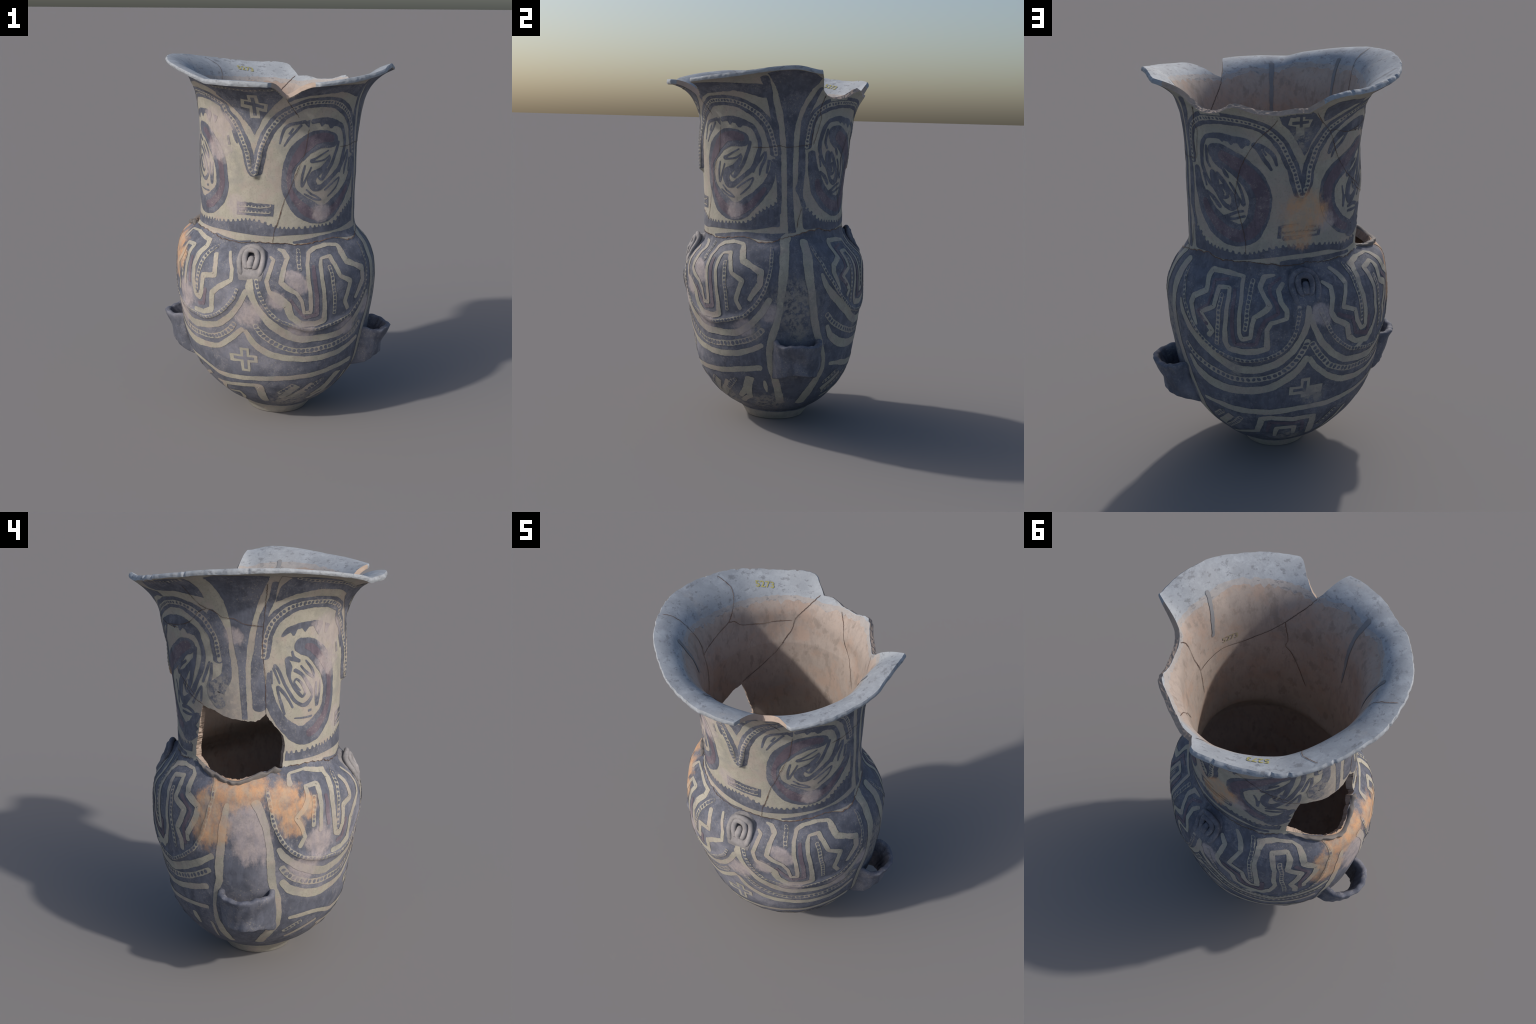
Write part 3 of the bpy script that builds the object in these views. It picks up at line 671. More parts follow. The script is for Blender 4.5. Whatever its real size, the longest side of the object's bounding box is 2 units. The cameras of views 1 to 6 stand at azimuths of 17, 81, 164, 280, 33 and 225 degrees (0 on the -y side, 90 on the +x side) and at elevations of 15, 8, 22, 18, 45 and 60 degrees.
stroke("eye_front_left", "slate", [(213.0,1.357,12),(209.8,1.399,16),(206.3,1.434,19),(202.3,1.463,16),(203.5,1.420,16),(205.3,1.379,18),(207.4,1.330,16)])
stroke("eye_front_left", "slate", [(226.9,1.336,12),(224.1,1.333,11)])
stroke("eye_front_left", "slate", [(227.8,1.306,13),(220.8,1.305,13),(213.7,1.310,6)])
stroke("eye_front_left", "slate", [(199.5,1.553,15),(201.6,1.514,13),(203.9,1.474,10)])
stroke("eye_front_left", "slate", [(198.4,1.538,10),(199.0,1.477,6)])
stroke("eye_front_left", "slate", [(252.9,1.643,14),(254.9,1.613,21),(256.9,1.580,13)])
stroke("eye_front_left", "slate", [(249.1,1.617,14),(250.4,1.571,17)])

# eye_back_left
stroke("eye_back_left", "slate", [(148.8,1.631,44),(144.0,1.633,71),(137.5,1.623,85),(127.9,1.577,94),(117.8,1.539,98),(111.9,1.493,91),(110.5,1.444,87),(111.1,1.387,85),(114.7,1.330,83),(122.1,1.270,81),(130.6,1.236,74),(134.1,1.222,86),(141.9,1.250,86),(147.1,1.288,85),(150.3,1.324,72)])
stroke("eye_back_left", "purple", [(145.1,1.637,36),(138.5,1.628,46),(125.7,1.573,56),(116.9,1.532,59),(111.8,1.489,53),(110.7,1.440,47),(111.3,1.388,45),(114.5,1.331,43),(121.9,1.266,41),(129.4,1.239,38)])
stroke("eye_back_left", "slate", [(148.9,1.635,29),(147.7,1.594,29),(145.6,1.540,37),(143.1,1.481,33),(139.1,1.427,31),(138.3,1.413,20)])
stroke("eye_back_left", "slate", [(146.7,1.576,21),(140.9,1.531,30),(134.9,1.489,41),(130.2,1.442,38),(129.4,1.396,38),(133.0,1.370,40),(139.5,1.397,27),(145.2,1.439,27),(149.3,1.487,22),(152.8,1.533,24),(154.6,1.581,24),(154.5,1.622,22),(153.3,1.658,25),(151.5,1.695,39),(146.9,1.715,51),(142.0,1.742,51),(133.4,1.756,43),(125.4,1.758,27)])
stroke("eye_back_left", "slate", [(138.0,1.475,12),(135.6,1.441,17),(137.9,1.417,11),(140.8,1.456,14),(139.7,1.481,12)])
stroke("eye_back_left", "slate", [(139.5,1.565,18),(131.0,1.528,21),(128.7,1.499,28),(136.7,1.518,18),(142.1,1.550,16)])
stroke("eye_back_left", "slate", [(123.1,1.459,10),(124.5,1.412,15),(124.8,1.352,17),(126.3,1.410,12)])
stroke("eye_back_left", "slate", [(129.4,1.341,21),(137.3,1.344,24),(142.8,1.329,24),(142.2,1.316,13),(135.5,1.314,20),(129.5,1.318,17)])
stroke("eye_back_left", "slate", [(143.1,1.370,19),(147.5,1.415,17),(152.3,1.459,13),(151.9,1.424,18),(151.0,1.387,15)])
stroke("eye_back_left", "slate", [(153.6,1.477,16),(156.5,1.527,20),(159.2,1.576,14)])
stroke("eye_back_left", "slate", [(157.2,1.454,20),(160.0,1.516,22),(160.6,1.572,15)])
stroke("eye_back_left", "slate", [(132.9,1.750,61),(132.7,1.710,7)])
stroke("eye_back_left", "slate", [(139.4,1.737,67),(138.0,1.699,7)])
stroke("eye_back_left", "slate", [(145.7,1.715,64),(144.5,1.688,6)])
stroke("eye_back_left", "slate", [(140.2,1.738,37),(132.4,1.754,47),(124.7,1.749,40),(119.0,1.737,34),(115.4,1.718,32),(111.2,1.680,26),(109.3,1.629,20)])
stroke("eye_back_left", "slate", [(123.8,1.736,18),(118.3,1.678,24),(113.3,1.645,24),(111.9,1.609,12)])

# arches
arch_band("arches", "slate", [(270.5,1.424),(272.6,1.489),(274.1,1.549),(276.4,1.602),(279.9,1.649),(284.5,1.693),(290.2,1.735),(303.0,1.794),(313.8,1.799),(322.3,1.788),(329.1,1.766),(334.2,1.742),(339.3,1.713),(343.3,1.683),(346.5,1.648),(349.0,1.601),(351.0,1.542),(351.5,1.509)])
arch_band("arches", "slate", [(270.6,1.422),(267.0,1.460),(265.1,1.525),(262.9,1.577),(259.5,1.625),(254.9,1.683),(249.4,1.725),(247.1,1.772),(238.2,1.795),(230.3,1.801),(222.9,1.799),(216.3,1.794),(211.1,1.783),(206.8,1.768),(202.4,1.746),(198.9,1.721),(196.1,1.682),(194.5,1.636),(193.3,1.586)])
arch_band("arches", "slate", [(91.9,1.441),(88.9,1.516),(87.0,1.572),(84.1,1.621),(79.6,1.698),(74.7,1.759),(69.1,1.803),(62.9,1.822),(57.3,1.825),(50.6,1.822),(43.2,1.816),(36.9,1.808),(29.1,1.784),(23.2,1.756),(18.5,1.731),(15.7,1.692),(14.6,1.642),(14.0,1.592),(13.8,1.552)])
arch_band("arches", "slate", [(92.1,1.441),(95.4,1.505),(96.1,1.559),(97.7,1.606),(99.5,1.662),(101.9,1.700),(104.4,1.741),(109.1,1.785),(114.3,1.813),(122.2,1.843),(132.8,1.860),(142.2,1.848),(147.1,1.826),(151.7,1.799),(157.5,1.760),(161.2,1.725),(164.4,1.680),(165.5,1.629),(166.0,1.570)])

# brow_fields
field("brow_fields", "slate", [(247.9,1.930),(245.8,1.829),(251.5,1.787),(257.9,1.736),(262.9,1.693),(267.2,1.658),(269.8,1.626),(272.5,1.659),(275.3,1.703),(279.7,1.745),(285.3,1.802),(288.9,1.848),(285.3,1.904),(282.5,1.977),(276.7,1.949),(266.1,1.940),(257.7,1.972)])
dotted_band("brow_fields", "slate", [(252.2,1.965),(254.4,1.921),(260.8,1.898),(268.8,1.892),(278.7,1.902),(284.4,1.921)])
stroke("brow_fields", "pale", [(270.5,1.846,53),(270.6,1.707,51)])
stroke("brow_fields", "pale", [(262.1,1.790,49),(279.0,1.763,44)])
stroke("brow_fields", "slate", [(270.3,1.827,20),(270.7,1.720,19)])
stroke("brow_fields", "slate", [(264.5,1.792,21),(276.8,1.768,19)])
field("brow_fields", "slate", [(290.6,1.849),(294.0,1.893),(300.0,1.977),(343.4,1.883),(344.7,1.829),(347.6,1.796),(340.8,1.804),(331.4,1.837),(323.5,1.858),(321.0,1.851),(313.1,1.853),(303.2,1.849),(294.9,1.823),(292.1,1.805)])
field("brow_fields", "slate", [(345.4,1.979),(347.7,1.903),(350.8,1.837),(353.2,1.770),(355.3,1.721),(356.7,1.662),(358.1,1.603),(358.8,1.537),(359.5,1.403),(359.9,1.268),(361.3,1.105),(367.5,1.112),(365.6,1.200),(364.1,1.336),(363.7,1.470),(363.9,1.551),(363.8,1.634),(364.9,1.688),(366.5,1.740),(369.2,1.806),(371.9,1.883),(374.2,1.924),(374.3,1.959),(368.5,1.999),(359.5,2.000),(352.5,2.000)])
stroke("brow_fields", "slate", [(343.3,1.955,44),(345.1,1.863,40),(346.6,1.783,30),(348.4,1.720,30),(350.9,1.661,27),(352.2,1.602,23),(352.9,1.502,30),(353.4,1.402,27),(354.1,1.301,24),(353.7,1.206,24)])
stroke("brow_fields", "slate", [(18.1,1.885,31),(15.9,1.824,36),(13.6,1.773,35),(10.7,1.704,33),(9.8,1.641,25),(10.1,1.565,33),(10.7,1.471,41),(10.2,1.370,38),(9.3,1.343,45),(11.0,1.302,26),(14.0,1.247,27)])
field("brow_fields", "slate", [(168.1,1.973),(170.0,1.894),(172.4,1.834),(173.9,1.778),(175.3,1.734),(176.0,1.650),(178.3,1.553),(179.0,1.449),(180.1,1.321),(183.6,1.317),(183.0,1.449),(182.7,1.553),(184.0,1.626),(185.9,1.685),(188.7,1.742),(191.2,1.796),(194.2,1.849),(196.9,1.917),(196.8,1.950),(184.5,1.979),(174.5,1.991)])
stroke("brow_fields", "slate", [(200.3,1.905,29),(199.5,1.825,28),(196.3,1.775,34),(193.5,1.729,34),(191.7,1.648,41),(189.9,1.552,55),(190.7,1.448,62),(191.7,1.355,62)])
stroke("brow_fields", "slate", [(162.3,1.792,41),(169.8,1.699,38),(170.4,1.612,37),(170.6,1.516,51),(163.2,1.443,87),(167.2,1.367,48)])
field("brow_fields", "slate", [(132.2,1.992),(149.0,1.991),(159.1,1.984),(160.4,1.955),(161.2,1.898),(161.7,1.854),(154.1,1.880),(146.3,1.915),(131.1,1.937),(128.8,1.958)])
dotted_band("brow_fields", "slate", [(136.0,1.985),(145.1,1.977),(151.2,1.973),(158.2,1.979)])
field("brow_fields", "slate", [(202.6,1.845),(204.4,1.904),(207.6,1.936),(219.4,1.947),(233.5,1.939),(268.0,1.840),(262.3,1.801),(247.8,1.844),(238.9,1.865),(227.8,1.866),(218.9,1.853),(210.9,1.834),(203.8,1.810),(201.3,1.805)])
dotted_band("brow_fields", "slate", [(209.9,1.933),(216.7,1.921),(230.3,1.917),(241.3,1.915),(260.2,1.895)])
stroke("brow_fields", "pale", [(205.1,1.937,51),(202.3,1.868,8)])
field("brow_fields", "slate", [(77.4,1.897),(81.5,1.922),(88.2,1.941),(93.3,1.941),(96.3,1.915),(102.1,1.836),(101.8,1.805),(98.7,1.751),(96.4,1.707),(95.0,1.666),(93.1,1.637),(91.0,1.670),(87.7,1.724),(83.2,1.806),(79.1,1.846)])
stroke("brow_fields", "pale", [(88.2,1.930,40),(89.6,1.762,37)])
stroke("brow_fields", "pale", [(82.7,1.871,49),(94.8,1.851,48)])
stroke("brow_fields", "slate", [(88.5,1.915,13),(89.7,1.827,14)])
stroke("brow_fields", "slate", [(84.4,1.859,18),(93.3,1.867,19)])
field("brow_fields", "slate", [(101.6,1.881),(101.2,1.943),(105.2,1.967),(115.0,1.966),(130.7,1.929),(131.5,1.896),(122.7,1.906),(114.2,1.889),(107.5,1.850),(103.3,1.844)])

# collar
toothed_band("slate", [(207.9,1.153),(214.6,1.149),(224.3,1.150),(234.2,1.156),(235.9,1.152),(251.1,1.163),(263.5,1.180),(272.9,1.175),(279.2,1.161),(287.2,1.145),(296.2,1.142),(305.4,1.143),(326.8,1.153),(333.1,1.176),(339.1,1.213),(345.0,1.238),(351.7,1.264),(353.6,1.301)],
    [(207.4,1.118),(214.8,1.113),(227.3,1.110),(242.1,1.110),(257.9,1.106),(270.3,1.102),(281.9,1.100),(294.2,1.108),(328.8,1.116),(341.3,1.128),(349.1,1.139),(354.5,1.142),(354.5,1.200),(354.6,1.267)])
toothed_band("slate", [(12.8,1.274),(15.2,1.240),(19.4,1.220),(27.2,1.177),(35.3,1.162),(44.6,1.157),(53.0,1.152),(62.6,1.160),(71.8,1.181),(80.7,1.194),(91.7,1.199),(103.5,1.190),(114.7,1.177),(126.9,1.162),(140.1,1.173)],
    [(12.4,1.234),(14.0,1.131),(25.3,1.128),(41.7,1.114),(53.2,1.122),(64.5,1.134),(75.4,1.145),(88.9,1.155),(103.5,1.154),(112.4,1.152),(126.2,1.126),(138.7,1.133)])
stroke("collar", "slate", [(239.2,1.081,19),(250.6,1.067,19),(259.5,1.059,13),(268.5,1.069,11)])
stroke("collar", "slate", [(295.1,1.068,12),(305.5,1.075,22),(316.2,1.084,29),(328.8,1.091,33),(344.2,1.085,45),(360.8,1.088,43)])
stroke("collar", "slate", [(79.2,1.113,21),(88.0,1.116,32),(101.0,1.117,29),(117.4,1.116,23),(131.4,1.109,15)])
field("collar", "slate", [(255.4,1.273),(265.5,1.275),(274.7,1.272),(283.2,1.270),(282.7,1.236),(282.3,1.206),(273.8,1.206),(264.5,1.206),(255.4,1.204),(255.4,1.239)])
ticked_line("collar", "pale", [(257.7,1.249),(265.4,1.251),(272.9,1.249),(280.5,1.257)])
ticked_line("collar", "pale", [(257.7,1.220),(265.4,1.222),(272.9,1.222),(280.1,1.223)])
stroke("collar", "slate", [(80.7,1.237,21),(88.8,1.239,20),(95.4,1.242,10)])
stroke("collar", "slate", [(79.2,1.298,15),(78.9,1.237,19)])
stroke("collar", "slate", [(79.2,1.295,14),(85.9,1.299,13),(91.4,1.304,10)])
stroke("collar", "slate", [(105.9,1.284,13),(104.6,1.236,15)])
stroke("collar", "slate", [(96.2,1.285,10),(103.2,1.284,10)])
stroke("collar", "slate", [(97.3,1.241,10),(104.4,1.240,10)])
ticked_line("collar", "slate", [(81.1,1.262),(86.9,1.263),(92.5,1.265),(103.3,1.261)])

# panel_front_right
stroke("panel_front_right", "pale", [(285.2,1.034,14),(288.4,1.025,26),(291.0,0.995,25),(289.6,0.947,25),(288.2,0.880,28),(291.4,0.851,25),(296.6,0.821,21),(299.6,0.775,18),(300.9,0.712,18),(304.5,0.714,21),(304.7,0.756,23),(304.1,0.825,21),(303.1,0.898,22),(303.0,0.964,21),(303.2,1.018,21),(308.0,1.040,20),(316.6,1.052,22),(324.7,1.045,27),(325.3,1.011,33),(328.8,0.962,32),(335.2,0.936,27),(341.4,0.908,34),(341.3,0.848,34),(337.8,0.802,29),(334.4,0.754,23)])
stroke("panel_front_right", "pale", [(281.2,0.999,11),(283.6,0.983,18),(282.6,0.946,22),(280.5,0.885,21),(282.1,0.828,22),(287.1,0.792,52),(291.5,0.754,44),(293.8,0.691,36),(299.2,0.650,32),(307.3,0.644,30),(313.1,0.662,32),(312.9,0.741,25),(312.2,0.818,22),(311.1,0.892,22),(310.8,0.959,22),(311.3,0.990,18),(316.8,0.996,20),(320.2,0.951,24),(323.2,0.893,22),(330.3,0.857,27),(328.1,0.804,26),(326.4,0.753,25),(329.2,0.701,24)])
dotted_band("panel_front_right", "slate", [(297.1,1.039),(297.6,0.995),(298.6,0.933)])
dotted_band("panel_front_right", "slate", [(316.1,0.955),(317.6,0.907),(318.2,0.841),(319.3,0.779),(319.6,0.685)])
stroke("panel_front_right", "purple", [(306.3,0.962,19),(306.9,0.881,21),(308.2,0.784,22),(308.2,0.699,25),(301.4,0.684,19),(296.7,0.737,18),(292.9,0.792,14)])

# panel_front_left
stroke("panel_front_left", "pale", [(213.3,1.021,29),(211.6,1.067,19),(222.5,1.071,21),(239.5,1.042,27),(240.4,1.010,30),(236.3,0.970,30),(233.9,0.910,28),(233.9,0.842,28),(235.3,0.759,29),(238.5,0.745,29),(241.0,0.784,29),(242.0,0.872,29),(250.1,0.888,29),(250.3,0.950,29),(249.1,0.994,26)])
stroke("panel_front_left", "pale", [(212.4,0.733,22),(215.3,0.784,22),(213.7,0.835,19),(210.9,0.880,23),(216.4,0.923,22),(220.0,0.962,22),(222.1,1.008,19),(229.7,1.005,25),(227.4,0.966,24),(226.1,0.916,24),(225.1,0.851,22),(224.6,0.790,22)])
dotted_band("panel_front_left", "slate", [(223.9,0.968),(221.2,0.900),(220.2,0.822)])
stroke("panel_front_left", "pale", [(257.5,1.008,15),(261.1,0.931,20),(260.8,0.875,23),(253.2,0.828,29),(248.9,0.790,31),(247.4,0.692,31),(241.6,0.668,27),(232.9,0.668,23)])
stroke("panel_front_left", "purple", [(231.2,0.957,19),(229.7,0.880,23),(230.1,0.810,24)])
stroke("panel_front_left", "purple", [(244.2,0.809,21),(241.6,0.716,21),(236.7,0.707,21)])
dotted_band("panel_front_left", "slate", [(248.6,1.027),(244.5,0.994),(240.9,0.951),(238.6,0.896),(237.1,0.832),(236.8,0.776)])

# panel_back_right
stroke("panel_back_right", "pale", [(76.1,1.062,10),(69.8,1.053,27),(67.7,1.016,23),(69.4,0.982,23),(72.0,0.945,26),(70.1,0.926,29),(64.8,0.892,23),(63.5,0.843,20),(62.9,0.788,20),(58.6,0.776,23),(57.3,0.808,20),(57.2,0.878,19),(57.2,0.943,19),(57.7,0.996,19),(58.2,1.051,18),(48.4,1.060,25),(37.1,1.061,28),(36.1,1.031,28),(36.2,0.977,25),(28.7,0.939,31),(28.4,0.904,30),(30.7,0.854,25),(33.2,0.806,12)])
stroke("panel_back_right", "pale", [(39.9,0.764,24),(42.7,0.797,26),(38.4,0.845,27),(35.4,0.880,23),(42.9,0.917,21),(43.1,0.966,23),(44.2,0.998,22),(50.7,1.003,20),(50.2,0.952,21),(50.4,0.896,21),(49.9,0.826,23),(49.6,0.751,28),(51.7,0.717,29),(59.1,0.708,32),(66.2,0.718,31),(71.0,0.736,28),(71.0,0.781,26),(71.0,0.832,23),(72.9,0.867,20),(80.3,0.889,20),(80.2,0.925,23),(77.5,0.962,23),(76.8,1.003,23),(80.2,1.032,20)])
stroke("panel_back_right", "purple", [(53.7,1.003,15),(53.3,0.951,17),(53.6,0.874,18),(53.7,0.803,18),(54.9,0.745,20),(65.6,0.756,18),(67.6,0.831,20),(70.2,0.880,17),(76.2,0.914,16),(75.4,0.951,16),(72.4,0.993,16),(72.9,1.022,17),(79.1,1.053,10)])
stroke("panel_back_right", "purple", [(40.2,0.821,18),(33.5,0.876,18),(39.3,0.923,11),(40.1,0.977,16),(40.8,1.020,16),(49.6,1.035,15)])
dotted_band("panel_back_right", "slate", [(64.0,1.046),(62.7,1.005),(61.1,0.952),(61.0,0.889),(60.1,0.818)])
dotted_band("panel_back_right", "slate", [(46.3,0.980),(46.0,0.929),(46.0,0.862),(45.6,0.796),(44.7,0.726)])

# panel_back_left
stroke("panel_back_left", "pale", [(108.0,1.073,31),(110.5,1.041,30),(113.3,1.001,23),(111.3,0.948,23),(110.0,0.905,22),(117.6,0.872,21),(118.6,0.818,26),(122.3,0.761,20),(125.7,0.765,30),(125.5,0.841,27),(124.3,0.916,26),(122.6,0.984,23),(121.8,1.036,27),(125.2,1.065,19)])
stroke("panel_back_left", "pale", [(99.4,1.025,15),(103.8,0.999,26),(103.8,0.956,26),(102.6,0.893,26),(105.2,0.853,27),(112.1,0.807,29),(113.6,0.742,31),(119.0,0.702,24),(128.8,0.684,32),(133.0,0.738,27)])
dotted_band("panel_back_left", "slate", [(119.3,1.077),(118.4,1.042),(119.7,0.990),(121.1,0.932),(122.2,0.866),(122.4,0.799)])
stroke("panel_back_left", "pale", [(117.0,0.662,21),(132.1,0.703,23),(135.5,0.801,23),(134.5,0.855,23),(134.8,0.938,22),(131.8,0.999,25),(129.9,1.033,26),(139.1,1.044,22),(141.2,1.008,30),(142.0,0.949,30),(149.4,0.912,33),(147.5,0.861,31),(144.0,0.811,30),(146.6,0.760,28),(146.7,0.702,31)])
stroke("panel_back_left", "pale", [(122.6,1.034,23),(122.5,1.062,26),(133.5,1.077,26),(144.0,1.074,19),(146.9,1.060,30),(148.4,1.021,32),(150.3,0.986,30),(158.7,0.941,32),(157.0,0.879,30),(151.1,0.793,26),(151.7,0.758,25)])
dotted_band("panel_back_left", "slate", [(135.8,0.995),(138.6,0.934),(138.8,0.853),(140.5,0.773),(140.8,0.701)])
stroke("panel_back_left", "purple", [(106.1,0.879,17),(115.6,0.834,18),(118.3,0.751,20),(127.9,0.718,24),(128.7,0.815,21)])
stroke("panel_back_left", "purple", [(145.3,0.976,18),(153.8,0.914,17),(148.9,0.823,19),(149.5,0.739,20)])

# swags
swag_ridge("swags", "slate", SWAGS[0])
swag_ridge("swags", "slate", SWAGS[1])
swag_ridge("swags", "slate", SWAGS[2])
swag_ridge("swags", "slate", SWAGS[3])
stroke("swags", "pale", [(271.6,0.900,22),(271.4,0.850,45),(272.9,0.792,35),(276.8,0.718,35),(282.5,0.650,48),(290.0,0.595,48),(299.5,0.556,40),(322.6,0.564,36),(332.2,0.605,36),(339.4,0.663,35),(344.4,0.724,35),(347.6,0.777,28)])
stroke("swags", "pale", [(269.9,0.834,29),(267.1,0.779,29),(262.8,0.711,29),(257.2,0.655,33),(248.9,0.606,34),(230.6,0.577,44),(220.2,0.604,42),(211.2,0.648,37),(204.0,0.704,32),(201.0,0.750,25)])
stroke("swags", "pale", [(18.9,0.905,16),(21.9,0.842,32),(27.1,0.784,42),(34.8,0.723,47),(42.5,0.674,49),(50.3,0.626,46),(58.7,0.607,43),(68.2,0.620,41),(76.5,0.657,40),(83.2,0.716,34),(87.2,0.781,33),(89.8,0.844,32),(90.9,0.917,28),(90.6,0.955,14)])
stroke("swags", "pale", [(91.9,0.903,27),(93.3,0.846,27),(98.0,0.750,33),(104.9,0.672,34),(114.0,0.614,33),(133.3,0.584,42),(145.6,0.616,43),(157.0,0.660,35),(167.0,0.714,27)])
dotted_band("swags", "slate", [(273.4,0.644),(276.2,0.597),(281.4,0.552),(288.4,0.513),(295.6,0.491),(304.0,0.487),(319.7,0.503),(329.8,0.527),(337.2,0.556),(343.3,0.605)])
dotted_band("swags", "slate", [(262.1,0.638),(258.0,0.591),(251.8,0.551),(244.0,0.526),(227.4,0.525),(219.3,0.541),(211.9,0.570),(205.9,0.612),(202.6,0.655)])
dotted_band("swags", "slate", [(23.0,0.686),(28.1,0.639),(35.8,0.599),(43.9,0.571),(52.1,0.552),(59.9,0.551),(68.1,0.562),(75.3,0.583),(81.5,0.622),(86.2,0.675),(89.4,0.733),(91.0,0.776)])
dotted_band("swags", "slate", [(92.5,0.759),(94.9,0.717),(98.7,0.663),(103.4,0.611),(110.1,0.576),(118.4,0.554),(136.3,0.544),(147.6,0.564),(156.7,0.598),(164.5,0.636)])
stroke("swags", "pale", [(267.5,0.605,26),(271.1,0.543,35),(275.6,0.498,39),(283.6,0.461,38),(295.9,0.441,34),(309.0,0.436,35),(324.1,0.452,34),(334.9,0.483,30),(342.6,0.515,26)])
stroke("swags", "pale", [(266.8,0.612,26),(261.2,0.563,30),(254.1,0.509,30),(246.2,0.472,31),(227.7,0.462,47),(217.3,0.484,45),(208.1,0.524,42),(202.9,0.579,30)])
stroke("swags", "pale", [(24.4,0.619,22),(28.5,0.559,38),(35.4,0.516,49),(44.7,0.490,49),(54.1,0.484,45),(64.3,0.492,43),(73.3,0.513,42),(81.8,0.564,42),(87.3,0.616,38),(91.1,0.684,32)])
stroke("swags", "pale", [(91.5,0.676,27),(95.4,0.620,28),(102.6,0.555,29),(111.4,0.506,36),(122.6,0.485,38),(136.9,0.487,32),(150.7,0.514,32),(161.7,0.539,29)])

# belt
stroke("belt", "pale", [(341.9,0.382,34),(326.3,0.359,36),(312.4,0.337,35),(297.7,0.323,32),(284.1,0.317,34),(271.1,0.310,30),(258.9,0.301,31),(244.7,0.299,33),(230.3,0.339,27),(219.0,0.350,29),(208.5,0.350,21)])
stroke("belt", "pale", [(30.8,0.391,20),(41.4,0.382,29),(42.1,0.382,33),(51.0,0.367,37),(63.0,0.362,34),(72.8,0.363,33),(82.4,0.372,32),(93.9,0.379,30),(108.3,0.380,31),(137.9,0.401,24),(150.3,0.412,23),(160.0,0.416,26)])
stroke("belt", "pale", [(266.1,0.492,51),(266.3,0.351,52)])
stroke("belt", "pale", [(256.1,0.425,45),(274.1,0.431,43)])
stroke("belt", "slate", [(266.3,0.478,20),(266.4,0.366,20)])
stroke("belt", "slate", [(258.8,0.428,18),(271.8,0.431,17)])
stroke("belt", "pale", [(91.1,0.554,46),(91.7,0.442,45)])
stroke("belt", "pale", [(82.8,0.486,48),(101.1,0.479,51)])
stroke("belt", "slate", [(91.1,0.536,17),(91.1,0.473,17)])
stroke("belt", "slate", [(84.9,0.487,17),(90.6,0.487,18)])

# base_motifs
stroke("base_motifs", "pale", [(234.4,0.232,22),(241.7,0.229,30),(256.6,0.249,26),(270.3,0.261,30),(274.1,0.250,49),(274.5,0.183,47),(276.1,0.130,42)])
stroke("base_motifs", "pale", [(241.7,0.229,30),(236.0,0.176,24)])
stroke("base_motifs", "pale", [(240.7,0.172,18),(254.1,0.187,19),(254.5,0.152,22),(244.5,0.085,13)])
stroke("base_motifs", "pale", [(312.7,0.275,23),(308.7,0.223,47),(302.2,0.183,47),(291.9,0.143,36)])
stroke("base_motifs", "pale", [(334.9,0.317,24),(331.3,0.254,33),(329.3,0.184,34),(317.9,0.134,30)])
dotted_band("base_motifs", "slate", [(299.1,0.273),(294.6,0.246),(288.1,0.203)])
dotted_band("base_motifs", "slate", [(321.4,0.293),(316.2,0.255),(309.4,0.206)])
stroke("base_motifs", "pale", [(38.3,0.163,17),(61.0,0.215,28),(66.3,0.312,31),(72.4,0.325,31),(85.1,0.308,33),(98.2,0.311,31),(98.8,0.252,39),(101.4,0.167,34)])
stroke("base_motifs", "pale", [(73.2,0.164,16),(75.4,0.244,28),(86.9,0.247,28),(87.6,0.187,17)])
stroke("base_motifs", "purple", [(68.2,0.210,15),(71.1,0.289,22),(85.4,0.277,22),(91.8,0.284,17),(93.6,0.204,19)])
dotted_band("base_motifs", "slate", [(53.9,0.316),(47.3,0.263),(35.6,0.195)])
dotted_band("base_motifs", "slate", [(42.8,0.338),(30.5,0.265)])
stroke("base_motifs", "pale", [(47.1,0.315,30),(32.5,0.220,39)])
dotted_band("base_motifs", "slate", [(114.2,0.322),(109.4,0.275),(104.9,0.224)])
stroke("base_motifs", "pale", [(123.0,0.313,22),(119.0,0.241,22),(109.3,0.156,15)])
stroke("base_motifs", "pale", [(302.1,0.262,47),(290.3,0.166,34)])
dotted_band("base_motifs", "slate", [(318.9,0.288),(308.6,0.208)])
stroke("base_motifs", "pale", [(332.6,0.319,53),(328.9,0.238,44),(318.8,0.166,24)])
stroke("base_motifs", "pale", [(343.4,0.302,12),(344.1,0.265,24),(345.2,0.223,8)])
stroke("base_motifs", "pale", [(146.4,0.356,32),(146.3,0.312,41),(147.1,0.273,16)])
stroke("base_motifs", "pale", [(158.8,0.321,19),(158.6,0.259,16),(156.7,0.186,11)])
dotted_band("base_motifs", "slate", [(218.9,0.307),(212.2,0.284),(205.9,0.253)])
stroke("base_motifs", "pale", [(232.0,0.276,22),(220.2,0.242,24),(208.6,0.198,22)])

